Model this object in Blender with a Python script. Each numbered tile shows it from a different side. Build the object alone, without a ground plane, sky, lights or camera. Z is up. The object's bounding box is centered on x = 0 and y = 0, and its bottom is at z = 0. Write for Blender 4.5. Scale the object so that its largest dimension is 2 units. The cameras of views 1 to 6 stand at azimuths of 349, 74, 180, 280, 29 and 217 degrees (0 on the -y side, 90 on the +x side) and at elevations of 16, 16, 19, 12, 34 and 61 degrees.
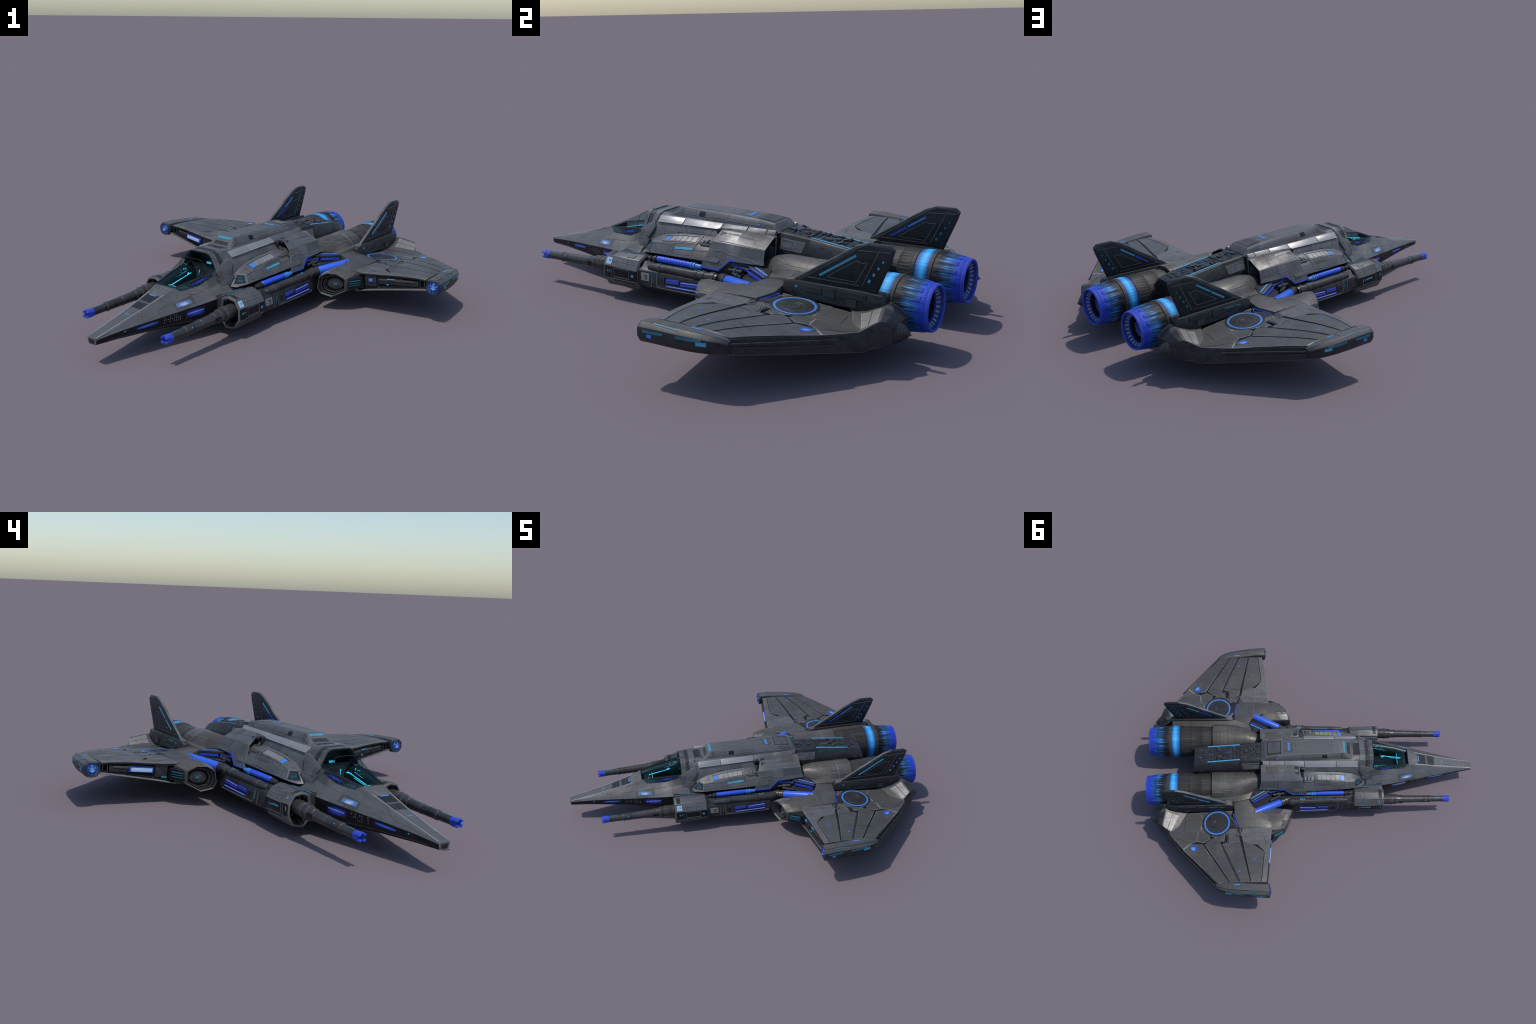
"""Twin-engine space fighter, built part by part.

Ship frame (the frame of every mesh): x = forward (nose), y = port side, z = up.
One Empty at the base turns and places the whole ship."""
import bpy, bmesh, math, random
from math import sin, cos, pi, radians
from mathutils import Vector, Matrix
from mathutils.bvhtree import BVHTree

random.seed(7)
HEADING = radians(221.0)
OFFSET = 0.049

# ------------------------------------------------------------------ scene root
for o in list(bpy.data.objects):
    bpy.data.objects.remove(o)
root = bpy.data.objects.new("space_fighter", None)
root.empty_display_size = 0.2
bpy.context.scene.collection.objects.link(root)
root.rotation_euler = (0, 0, HEADING)
root.location = (OFFSET * sin(radians(41)), -OFFSET * cos(radians(41)), 0)
root["label"] = "dark grey twin engine space fighter with glowing blue nozzles"
root["category"] = "spaceship"

# ------------------------------------------------------------------ materials
def new_mat(name):
    m = bpy.data.materials.new(name)
    m.use_nodes = True
    nt = m.node_tree
    return m, nt, nt.nodes, nt.links, nt.nodes["Principled BSDF"]

def ramp(nt, fac, stops, interp="LINEAR"):
    n = nt.nodes.new("ShaderNodeValToRGB")
    n.color_ramp.interpolation = interp
    els = n.color_ramp.elements
    while len(els) < len(stops):
        els.new(0.5)
    for e, (p, c) in zip(els, stops):
        e.position = p
        e.color = (c, c, c, 1) if isinstance(c, (int, float)) else (*c, 1)
    nt.links.new(fac, n.inputs[0])
    return n.outputs[0]

def math_node(nt, op, a, b=None, clamp=False):
    n = nt.nodes.new("ShaderNodeMath")
    n.operation = op
    n.use_clamp = clamp
    for i, v in enumerate((a, b)):
        if v is None:
            continue
        if isinstance(v, (int, float)):
            n.inputs[i].default_value = v
        else:
            nt.links.new(v, n.inputs[i])
    return n.outputs[0]

def mix(nt, fac, a, b, mode="MIX"):
    n = nt.nodes.new("ShaderNodeMix")
    n.data_type = "RGBA"
    n.blend_type = mode
    for s, v in ((n.inputs[0], fac), (n.inputs[6], a), (n.inputs[7], b)):
        if isinstance(v, (int, float)):
            s.default_value = v
        elif isinstance(v, tuple):
            s.default_value = (*v, 1) if len(v) == 3 else v
        else:
            nt.links.new(v, s)
    return n.outputs[2]

def noise(nt, vec, scale, detail=4, rough=0.6):
    n = nt.nodes.new("ShaderNodeTexNoise")
    n.inputs["Scale"].default_value = scale
    n.inputs["Detail"].default_value = detail
    n.inputs["Roughness"].default_value = rough
    nt.links.new(vec, n.inputs["Vector"])
    return n.outputs[0]

def stretched(nt, vec, scale, loc=(0, 0, 0)):
    n = nt.nodes.new("ShaderNodeMapping")
    n.inputs["Scale"].default_value = scale
    n.inputs["Location"].default_value = loc
    nt.links.new(vec, n.inputs["Vector"])
    return n.outputs[0]

def brick(nt, vec, scale, w, h, mortar, offset=0.5):
    n = nt.nodes.new("ShaderNodeTexBrick")
    n.offset = offset
    n.squash = 1.4
    n.squash_frequency = 3
    n.inputs["Color1"].default_value = (0, 0, 0, 1)
    n.inputs["Color2"].default_value = (1, 1, 1, 1)
    n.inputs["Mortar"].default_value = (0.5, 0.5, 0.5, 1)
    n.inputs["Scale"].default_value = scale
    n.inputs["Mortar Size"].default_value = mortar
    n.inputs["Mortar Smooth"].default_value = 0.2
    n.inputs["Bias"].default_value = 0.0
    n.inputs["Brick Width"].default_value = w
    n.inputs["Row Height"].default_value = h
    nt.links.new(vec, n.inputs["Vector"])
    return n.outputs[0], n.outputs[1]

def unfolded(nt):
    """Object position with |y| and z unrolled into one axis, so that one plate layout runs over decks and walls."""
    tc = nt.nodes.new("ShaderNodeTexCoord")
    sep = nt.nodes.new("ShaderNodeSeparateXYZ")
    nt.links.new(tc.outputs["Object"], sep.inputs[0])
    ay = math_node(nt, "ABSOLUTE", sep.outputs[1])
    v = math_node(nt, "SUBTRACT", ay, sep.outputs[2])
    comb = nt.nodes.new("ShaderNodeCombineXYZ")
    nt.links.new(sep.outputs[0], comb.inputs[0])
    nt.links.new(v, comb.inputs[1])
    return tc.outputs["Object"], comb.outputs[0], sep

def plated(name, base, warm=(1.06, 1.0, 0.93), seams=0.35, plate=(0.7, 0.38), scale=3.6, rough=0.44, metal=0.30, wear=0.95, var=0.10, grime=0.6, dark_plates=0.28):
    """Painted metal plates: tone per plate, thin dark seams, drawn streaks, grime patches, worn bright edges."""
    m, nt, N, L, P = new_mat(name)
    obj, flat, sep = unfolded(nt)
    b1, f1 = brick(nt, flat, scale, plate[0], plate[1], 0.006)
    b2, f2 = brick(nt, stretched(nt, flat, (1, 1, 1), (0.37, 0.11, 0)), scale * 2.3, plate[0], plate[1] * 1.4, 0.009, 0.37)
    patch = ramp(nt, noise(nt, obj, 7.0, 2), [(0.47, 0.0), (0.55, 1.0)])
    tone = math_node(nt, "ADD", 1.0 - var, math_node(nt, "MULTIPLY", b1, 2 * var))
    streak = noise(nt, stretched(nt, obj, (6, 60, 40)), 1.0, 5, 0.65)
    cloud = noise(nt, obj, 9.0, 5, 0.6)
    fine = noise(nt, obj, 160.0, 3, 0.6)
    tone = math_node(nt, "MULTIPLY", tone, ramp(nt, streak, [(0.3, 0.84), (0.7, 1.15)]))
    tone = math_node(nt, "MULTIPLY", tone, ramp(nt, cloud, [(0.3, 1.0 - 0.32 * grime), (0.55, 1.0), (0.75, 1.0 + 0.22 * grime)]))
    tone = math_node(nt, "MULTIPLY", tone, ramp(nt, fine, [(0.3, 0.93), (0.7, 1.06)]))
    rnd = ramp(nt, b2, [(0.0, 1.0 - dark_plates), (0.16, 1.0 - dark_plates), (0.17, 1.0), (0.88, 1.0), (0.89, 1.12)], "CONSTANT")
    tone = math_node(nt, "MULTIPLY", tone, rnd)
    col = mix(nt, 1.0, base, tone, "MULTIPLY")
    hue = ramp(nt, noise(nt, obj, 5.0, 3), [(0.4, (1, 1, 1)), (0.65, warm)])
    col = mix(nt, 1.0, col, hue, "MULTIPLY")
    seam = math_node(nt, "MAXIMUM", math_node(nt, "MULTIPLY", f1, ramp(nt, noise(nt, obj, 11.0, 2), [(0.44, 0.1), (0.52, 1.0)])), math_node(nt, "MULTIPLY", f2, patch))
    col = mix(nt, math_node(nt, "MULTIPLY", seam, seams), col, tuple(c * 0.12 for c in base))
    geo = N.new("ShaderNodeNewGeometry")
    bev = N.new("ShaderNodeBevel")
    bev.samples = 4
    bev.inputs["Radius"].default_value = 0.0036
    dot = N.new("ShaderNodeVectorMath")
    dot.operation = "DOT_PRODUCT"
    L.new(bev.outputs[0], dot.inputs[0]); L.new(geo.outputs["Normal"], dot.inputs[1])
    edge = ramp(nt, math_node(nt, "SUBTRACT", 1.0, dot.outputs["Value"]), [(0.006, 0.0), (0.10, 1.0)])
    edge = math_node(nt, "MULTIPLY", edge, ramp(nt, noise(nt, obj, 34.0, 4), [(0.35, 0.15), (0.6, 1.0)]))
    col = mix(nt, math_node(nt, "MULTIPLY", edge, wear), col, tuple(min(1, c * 2.0 + 0.06) for c in base))
    P.inputs["Specular IOR Level"].default_value = 0.32
    L.new(col, P.inputs["Base Color"])
    L.new(ramp(nt, cloud, [(0.3, rough + 0.12), (0.7, rough - 0.06)]), P.inputs["Roughness"])
    P.inputs["Metallic"].default_value = metal
    bump = N.new("ShaderNodeBump")
    bump.inputs["Strength"].default_value = 0.5
    bump.inputs["Distance"].default_value = 0.002
    L.new(math_node(nt, "SUBTRACT", 1.0, seam), bump.inputs["Height"])
    L.new(bump.outputs[0], P.inputs["Normal"])
    return m

def plain(name, col, rough=0.5, metal=0.0, glow=0.0, var=0.2, scale=40.0):
    m, nt, N, L, P = new_mat(name)
    tc = N.new("ShaderNodeTexCoord")
    n = noise(nt, tc.outputs["Object"], scale, 3)
    c = mix(nt, n, tuple(x * (1 - var) for x in col), tuple(min(1, x * (1 + var)) for x in col))
    L.new(c, P.inputs["Base Color"])
    P.inputs["Roughness"].default_value = rough
    P.inputs["Metallic"].default_value = metal
    if glow:
        L.new(c, P.inputs["Emission Color"])
        P.inputs["Emission Strength"].default_value = glow
    return m

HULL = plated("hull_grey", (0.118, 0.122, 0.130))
HULL_WARM = plated("hull_grey_warm", (0.104, 0.102, 0.098), warm=(1.08, 1.0, 0.90), dark_plates=0.15)
DECK = plated("deck_grey", (0.108, 0.112, 0.118), seams=0.0, dark_plates=0.0, var=0.02, grime=0.15, wear=0.8)
RAIL = plated("rail_pale", (0.27, 0.275, 0.29), seams=0.0, dark_plates=0.0, var=0.05, rough=0.38, grime=0.3)
PALE = plated("plate_pale", (0.23, 0.23, 0.228), seams=0.0, dark_plates=0.0, var=0.04, grime=0.4)
WING = plated("wing_grey", (0.090, 0.090, 0.090), seams=0.0, dark_plates=0.0, plate=(0.8, 0.5), scale=3.0, grime=0.6, wear=1.0)
WING_PALE = plated("wing_grey_pale", (0.128, 0.130, 0.133), seams=0.0, dark_plates=0.0, plate=(0.8, 0.5), scale=3.0, grime=0.6, wear=1.0)
DARK = plated("dark_plate", (0.036, 0.038, 0.043), seams=0.3, plate=(0.4, 0.2), scale=7, wear=0.9)
FIN = plated("fin_dark", (0.026, 0.030, 0.037), seams=0.0, wear=0.8, grime=0.6)
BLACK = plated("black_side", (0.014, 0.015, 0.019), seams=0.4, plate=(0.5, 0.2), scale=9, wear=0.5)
PIPE = plated("pipe_metal", (0.062, 0.062, 0.064), seams=0.4, plate=(0.35, 3.0), scale=9, rough=0.3, metal=0.35, wear=0.5)
VOID = plain("black_recess", (0.004, 0.004, 0.006), 0.8)
SEAM = plain("seam_black", (0.012, 0.012, 0.013), 0.7)
SEAM_HIGHLIGHT = plain("seam_highlight", (0.25, 0.25, 0.25), 0.5, 0.0)
TRIM = plain("seam_trim", (0.28, 0.28, 0.28), 0.45, 0.1)
BLUE = plain("blue_paint", (0.022, 0.058, 0.46), 0.6, 0.0, 0.03, 0.35)
TUBE = plain("blue_tube", (0.025, 0.085, 0.62), 0.35, 0.0, 0.10, 0.25)
SKY = plain("blue_lamp", (0.05, 0.20, 0.58), 0.35, 0.0, 0.06, 0.45, 120)
CYAN = plain("cyan_lamp", (0.060, 0.30, 0.48), 0.35, 0.0, 0.04, 0.5, 150)
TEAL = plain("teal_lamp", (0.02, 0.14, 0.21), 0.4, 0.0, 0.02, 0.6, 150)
HOT = plain("cockpit_lamp", (0.08, 0.72, 0.95), 0.4, 0.0, 0.55, 0.05)
WHITE = plain("white_lamp", (0.34, 0.48, 0.68), 0.4, 0.0, 0.05, 0.25, 90)
INNER = plain("cockpit_teal", (0.012, 0.026, 0.031), 0.35, 0.0, 0.0, 0.4)
def soft_lamp(name, core, halo, edge, axes, glow=0.08):
    """Lamp patch with its glow painted in: pale core, coloured halo fading to plate colour."""
    m, nt, N, L, P = new_mat(name)
    tc = N.new("ShaderNodeTexCoord")
    sep = N.new("ShaderNodeSeparateXYZ")
    L.new(tc.outputs["Generated"], sep.inputs[0])
    d = None
    for a in axes:
        t = math_node(nt, "ABSOLUTE", math_node(nt, "SUBTRACT", sep.outputs[a], 0.5))
        t = math_node(nt, "POWER", math_node(nt, "MULTIPLY", t, 2.0), 2.4)
        d = t if d is None else math_node(nt, "ADD", d, t)
    d = math_node(nt, "ADD", d, math_node(nt, "MULTIPLY", math_node(nt, "SUBTRACT", noise(nt, tc.outputs["Object"], 60, 3), 0.5), 0.35))
    c = ramp(nt, d, [(0.02, core), (0.30, halo), (0.75, tuple(0.5 * (h + e) for h, e in zip(halo, edge))), (1.05, edge)])
    L.new(c, P.inputs["Base Color"])
    L.new(c, P.inputs["Emission Color"])
    L.new(ramp(nt, d, [(0.2, glow), (0.8, 0.0)]), P.inputs["Emission Strength"])
    P.inputs["Roughness"].default_value = 0.4
    return m
GLOW_SIDE = soft_lamp("soft_blue_side", (0.05, 0.10, 0.62), (0.02, 0.04, 0.45), (0.012, 0.013, 0.03), (0, 2))
GLOW_BADGE = soft_lamp("soft_pale_side", (0.34, 0.42, 0.60), (0.07, 0.19, 0.48), (0.13, 0.135, 0.15), (0, 2), 0.03)
GLOW_DECK = soft_lamp("soft_blue_deck", (0.10, 0.28, 0.80), (0.03, 0.10, 0.60), (0.03, 0.05, 0.14), (0, 1))
BLUE_DEEP = plain("bore_blue", (0.010, 0.030, 0.22), 0.6, 0.0, 0.0, 0.4)  # nozzle blue darkened, so the bore's shade is in the colour
GLOW_LENS = soft_lamp("soft_lens", (0.16, 0.34, 0.66), (0.03, 0.11, 0.42), (0.015, 0.025, 0.07), (1, 2), 0.06)
LAMP_DIM = plain("vane_blue", (0.16, 0.23, 0.36), 0.45, 0.0, 0.0, 0.4, 60)
VIOLET = plain("violet_blue", (0.030, 0.026, 0.34), 0.45, 0.0, 0.04, 0.4, 30)

def glass_mat():
    m, nt, N, L, P = new_mat("canopy_glass")
    tr = N.new("ShaderNodeBsdfTransparent")
    tr.inputs[0].default_value = (0.66, 0.76, 0.79, 1)
    gl = N.new("ShaderNodeBsdfGlossy")
    gl.inputs["Roughness"].default_value = 0.08
    lw = N.new("ShaderNodeLayerWeight")
    lw.inputs[0].default_value = 0.12
    f = math_node(nt, "MULTIPLY", lw.outputs["Fresnel"], 0.10)
    ms = N.new("ShaderNodeMixShader")
    L.new(f, ms.inputs[0]); L.new(tr.outputs[0], ms.inputs[1]); L.new(gl.outputs[0], ms.inputs[2])
    L.new(ms.outputs[0], N["Material Output"].inputs[0])
    return m
GLASS = glass_mat()

def engine_mat():
    """Engine barrel: warm grey ribs, a cyan heat band, black-and-blue burnt petals ending in pure blue at the mouth."""
    m, nt, N, L, P = new_mat("engine_heat")
    obj, flat, sep = unfolded(nt)
    x = sep.outputs[0]
    # angle round the nearer engine axis, so that soot streaks run along the barrel
    ay = math_node(nt, "SUBTRACT", math_node(nt, "ABSOLUTE", sep.outputs[1]), 0.193)
    az = math_node(nt, "SUBTRACT", sep.outputs[2], 0.19)
    ang = math_node(nt, "ARCTAN2", ay, az)
    comb = N.new("ShaderNodeCombineXYZ")
    L.new(math_node(nt, "MULTIPLY", x, 5.0), comb.inputs[0])
    L.new(math_node(nt, "MULTIPLY", ang, 9.0), comb.inputs[1])
    streak = noise(nt, comb.outputs[0], 1.0, 4, 0.7)
    comb2 = N.new("ShaderNodeCombineXYZ")
    L.new(math_node(nt, "MULTIPLY", x, 2.0), comb2.inputs[0])
    L.new(math_node(nt, "MULTIPLY", ang, 26.0), comb2.inputs[1])
    fine = noise(nt, comb2.outputs[0], 1.0, 3, 0.7)
    t = math_node(nt, "DIVIDE", math_node(nt, "ADD", x, 0.97), 0.50)          # 0 at the mouth .. 1 at the cowl
    wob = math_node(nt, "MULTIPLY", math_node(nt, "SUBTRACT", streak, 0.5), 0.16)
    near = ramp(nt, t, [(0.0, 0.0), (0.30, 1.0), (0.31, 0.0)], "CONSTANT")
    tw = math_node(nt, "ADD", t, math_node(nt, "MULTIPLY", wob, ramp(nt, t, [(0.06, 0.2), (0.12, 1.0), (0.26, 1.0), (0.30, 0.0)])))
    grey = (0.062, 0.058, 0.053)
    col = ramp(nt, tw, [(0.0, (0.022, 0.052, 0.46)), (0.10, (0.026, 0.070, 0.58)), (0.14, (0.03, 0.17, 0.60)), (0.185, (0.06, 0.36, 0.85)), (0.225, (0.03, 0.12, 0.30)),
                        (0.25, (0.022, 0.024, 0.032)), (0.30, (0.03, 0.03, 0.032)), (0.315, (0.07, 0.067, 0.062)), (0.335, (0.06, 0.057, 0.053)), (0.345, (0.015, 0.06, 0.24)),
                        (0.37, (0.03, 0.36, 0.82)), (0.395, (0.07, 0.52, 1.0)), (0.425, (0.03, 0.28, 0.72)), (0.45, (0.03, 0.10, 0.30)), (0.47, (0.03, 0.032, 0.04)), (0.50, grey), (1.0, grey)])
    soot = math_node(nt, "MULTIPLY", ramp(nt, streak, [(0.40, 0.0), (0.52, 1.0)]), ramp(nt, t, [(0.10, 0.0), (0.15, 0.85), (0.29, 0.9), (0.30, 0.0), (0.47, 0.0), (0.5, 0.35)]))
    col = mix(nt, soot, col, (0.010, 0.012, 0.018))
    col = mix(nt, 1.0, col, ramp(nt, fine, [(0.32, 0.45), (0.55, 1.0), (0.7, 1.35)]), "MULTIPLY")
    L.new(col, P.inputs["Base Color"])
    P.inputs["Roughness"].default_value = 0.5
    P.inputs["Specular IOR Level"].default_value = 0.3
    P.inputs["Metallic"].default_value = 0.1
    bump = N.new("ShaderNodeBump")
    bump.inputs["Strength"].default_value = 0.4
    bump.inputs["Distance"].default_value = 0.004
    L.new(fine, bump.inputs["Height"])
    L.new(bump.outputs[0], P.inputs["Normal"])
    return m
ENGINE = engine_mat()

# ------------------------------------------------------------------ mesh helpers
def finish(name, bm, mats, parent=None, bevel=0.0, seg=2, angle=32, kind=None, sharp=40):
    bmesh.ops.remove_doubles(bm, verts=bm.verts, dist=1e-5)
    bmesh.ops.recalc_face_normals(bm, faces=bm.faces)
    if bevel:
        es = [e for e in bm.edges if len(e.link_faces) == 2 and e.calc_face_angle(0) > radians(angle)]
        if es:
            bmesh.ops.bevel(bm, geom=es, offset=bevel, segments=seg, profile=0.6, affect="EDGES", clamp_overlap=True)
    bm.normal_update()
    bmesh.ops.triangulate(bm, faces=[f for f in bm.faces if len(f.verts) > 3])
    me = bpy.data.meshes.new(name)
    bm.normal_update()
    bm.to_mesh(me)
    bm.free()
    for m in (mats if isinstance(mats, (list, tuple)) else [mats]):
        me.materials.append(m)
    me.shade_smooth()
    me.set_sharp_from_angle(angle=radians(sharp))
    o = bpy.data.objects.new(name, me)
    bpy.context.scene.collection.objects.link(o)
    o.parent = parent or root
    if kind:
        o["kind"] = kind
    return o

def add_loft(bm, rings, caps=True, mats=None, skip=()):
    """Skin closed rings of equal length; mats gives a material index per ring segment."""
    vs = [[bm.verts.new(p) for p in r] for r in rings]
    n = len(rings[0])
    for i in range(len(rings) - 1):
        for j in range(n):
            if j in skip:
                continue
            quad = [vs[i][j], vs[i][(j + 1) % n], vs[i + 1][(j + 1) % n], vs[i + 1][j]]
            try:
                f = bm.faces.new(quad)
                if mats:
                    f.material_index = mats[j]
            except ValueError:
                pass
    if caps:
        bm.faces.new(vs[0])
        bm.faces.new(vs[-1][::-1])
    return vs

def loft(name, rings, mat, parent=None, bevel=0.003, mats=None, skip=(), **kw):
    bm = bmesh.new()
    add_loft(bm, rings, True, mats, skip)
    return finish(name, bm, mat, parent, bevel, **kw)

def mirrored_ring(x, half):
    """Ring from a half profile of (y, z), running from the top to the bottom on port, then back on starboard."""
    right = [(x, y, z) for y, z in half]
    left = [(x, -y, z) for y, z in reversed(half)]
    return right + left

def side_pts(pts, sd):
    return [(p[0], p[1] * sd, p[2]) for p in pts]

def poly_slab(name, top, bottom, mat, parent=None, bevel=0.003, **kw):
    """Solid between two outlines with the same number of points."""
    bm = bmesh.new()
    add_loft(bm, [top, bottom])
    return finish(name, bm, mat, parent, bevel, **kw)

def box_between(name, a, b, w, h, mat, parent=None, bevel=0.0015, up=(0, 0, 1), **kw):
    """Bar of width w and height h from a to b."""
    bm = bmesh.new()
    bar(bm, a, b, w, h, up)
    return finish(name, bm, mat, parent, bevel, **kw)

def bar(bm, a, b, w, h, up=(0, 0, 1)):
    a, b = Vector(a), Vector(b)
    d = (b - a).normalized()
    side = d.cross(Vector(up)).normalized() * (w / 2)
    u = side.cross(d).normalized() * (h / 2)
    add_loft(bm, [[a + side + u, a - side + u, a - side - u, a + side - u], [b + side + u, b - side + u, b - side - u, b + side - u]])

def frame_of(d):
    d = Vector(d).normalized()
    ref = Vector((0, 0, 1)) if abs(d.z) < 0.9 else Vector((0, 1, 0))
    s = d.cross(ref).normalized()
    return d, s, s.cross(d).normalized()

def revolve(bm, origin, axis, profile, seg=40, mats=None, squash=(1, 1), phase=0.0, ripple=None, caps=True):
    """Rings of (distance along axis, radius) round an axis."""
    o = Vector(origin)
    d, s, u = frame_of(axis)
    rings = []
    for k, (t, r) in enumerate(profile):
        ring = []
        for i in range(seg):
            a = 2 * pi * i / seg + phase
            rr = r * (1 + (ripple(k, i) if ripple else 0))
            ring.append(o + d * t + s * (cos(a) * rr * squash[0]) + u * (sin(a) * rr * squash[1]))
        rings.append(ring)
    vs = [[bm.verts.new(p) for p in r] for r in rings]
    for i in range(len(vs) - 1):
        for j in range(seg):
            f = bm.faces.new([vs[i][j], vs[i][(j + 1) % seg], vs[i + 1][(j + 1) % seg], vs[i + 1][j]])
            if mats:
                f.material_index = mats[i]
    if caps:
        f = bm.faces.new(vs[0]); f.material_index = mats[0] if mats else 0
        f = bm.faces.new(vs[-1][::-1]); f.material_index = mats[-1] if mats else 0

def turned(name, origin, axis, profile, mat, parent=None, seg=40, bevel=0.0, **kw):
    bm = bmesh.new()
    fin = {k: kw.pop(k) for k in ("kind", "sharp", "angle") if k in kw}
    revolve(bm, origin, axis, profile, seg, **kw)
    return finish(name, bm, mat, parent, bevel, **fin)

def tree_of(*objs):
    vs, fs = [], []
    for o in objs:
        base = len(vs)
        vs += [v.co.copy() for v in o.data.vertices]
        fs += [[base + i for i in p.vertices] for p in o.data.polygons]
    return BVHTree.FromPolygons(vs, fs)

def snap(tree, p, d, reach=0.12):
    p, d = Vector(p), Vector(d).normalized()
    hit, nrm, _, _ = tree.ray_cast(p - d * reach, d, reach * 2.2)
    if hit is None:
        hit, nrm, _, _ = tree.find_nearest(p)
    if nrm.dot(d) > 0:
        nrm = -nrm
    return hit, nrm

def plate_on(bm, tree, corners, d, h=0.0012, n=4, m=2, deep=0.004, mi=0):
    """Thin solid patch that follows the surface under four corner points (projected along d)."""
    c = [Vector(x) for x in corners]
    top, low = [], []
    for i in range(n + 1):
        rt, rl = [], []
        for j in range(m + 1):
            a, b = i / n, j / m
            p = (c[0] * (1 - a) + c[1] * a) * (1 - b) + (c[3] * (1 - a) + c[2] * a) * b
            hit, nrm = snap(tree, p, d)
            rt.append(bm.verts.new(hit + nrm * h))
            rl.append(bm.verts.new(hit - nrm * deep))
        top.append(rt); low.append(rl)
    def face(q):
        f = bm.faces.new(q)
        f.material_index = mi
    for i in range(n):
        for j in range(m):
            face([top[i][j], top[i + 1][j], top[i + 1][j + 1], top[i][j + 1]])
            face([low[i][j], low[i][j + 1], low[i + 1][j + 1], low[i + 1][j]])
    for i in range(n):
        face([top[i][0], low[i][0], low[i + 1][0], top[i + 1][0]])
        face([top[i][m], top[i + 1][m], low[i + 1][m], low[i][m]])
    for j in range(m):
        face([top[0][j], top[0][j + 1], low[0][j + 1], low[0][j]])
        face([top[n][j], low[n][j], low[n][j + 1], top[n][j + 1]])

def line_on(bm, tree, pts, w, d, h=0.0010, step=0.02, mi=0, closed=False):
    """Raised ribbon of width w along a polyline laid on the surface."""
    P = [Vector(p) for p in pts]
    if closed:
        P.append(P[0])
    dv = Vector(d).normalized()
    for a, b in zip(P, P[1:]):
        t = (b - a)
        if t.length < 1e-6:
            continue
        s = t.normalized().cross(dv).normalized() * (w / 2)
        e = t.normalized() * (w * 0.3)
        n = max(1, int(t.length / step))
        plate_on(bm, tree, [a - s - e, b - s + e, b + s + e, a + s - e], dv, h, n, 1, 0.002, mi)

def decal(name, tree, corners, d, mat, parent=None, h=0.0014, n=4, m=2, **kw):
    bm = bmesh.new()
    plate_on(bm, tree, corners, d, h, n, m)
    return finish(name, bm, mat, parent, 0.0, **kw)

def seams(name, tree, lines, d, w=0.0022, mat=None, parent=None, h=0.0008):
    """Dark joints between plates, each with a thin pale strip drawn beside it as a highlight."""
    bm = bmesh.new()
    dv = Vector(d).normalized()
    for ln in lines:
        line_on(bm, tree, ln, w, d, h)
        if mat is None:
            for a, b in zip(ln, ln[1:]):
                a, b = Vector(a), Vector(b)
                if (b - a).length > 0.012:
                    o = (b - a).normalized().cross(dv).normalized() * w * 0.8
                    line_on(bm, tree, [a + o, b + o], w * 0.55, d, h * 0.8, mi=1)
    return finish(name, bm, [mat or SEAM, SEAM_HIGHLIGHT], parent, 0.0, kind="stuff")

def sheet(bm, poly, zf, up, down, cut=0.05, mi=0):
    """Slab over a plan outline whose top follows zf(x, y), cut into a grid so that it can bend."""
    t = bmesh.new()
    top = [t.verts.new((p[0], p[1], 1.0)) for p in poly]
    low = [t.verts.new((p[0], p[1], 0.0)) for p in poly]
    n = len(poly)
    t.faces.new(top); t.faces.new(low[::-1])
    for i in range(n):
        t.faces.new([top[i], low[i], low[(i + 1) % n], top[(i + 1) % n]])
    t.normal_update()
    bmesh.ops.triangulate(t, faces=t.faces[:])
    for ax in (0, 1):
        lo, hi = min(p[ax] for p in poly), max(p[ax] for p in poly)
        c = lo + cut
        while c < hi - 0.2 * cut:
            no = (1, 0, 0) if ax == 0 else (0, 1, 0)
            bmesh.ops.bisect_plane(t, geom=t.verts[:] + t.edges[:] + t.faces[:], plane_co=(c if ax == 0 else 0, c if ax == 1 else 0, 0), plane_no=no)
            c += cut
    for v in t.verts:
        z = zf(v.co.x, v.co.y)
        v.co.z = z + up if v.co.z > 0.5 else z - down
    m = {v: bm.verts.new(v.co) for v in t.verts}
    for f in t.faces:
        g = bm.faces.new([m[v] for v in f.verts])
        g.material_index = mi
    t.free()

def strip(a, b, w, d):
    """Corners of a bar-shaped patch from a to b, w wide across the projection direction."""
    a, b = Vector(a), Vector(b)
    s = (b - a).normalized().cross(Vector(d).normalized()).normalized() * (w / 2)
    return [a - s, b - s, b + s, a + s]

DOWN = (0, 0, -1)

# ================================================================== NOSE
# half profile: deck edge, chine, keel edge
def lerp(a, b, t):
    return tuple(x + (y - x) * t for x, y in zip(a, b))

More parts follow.
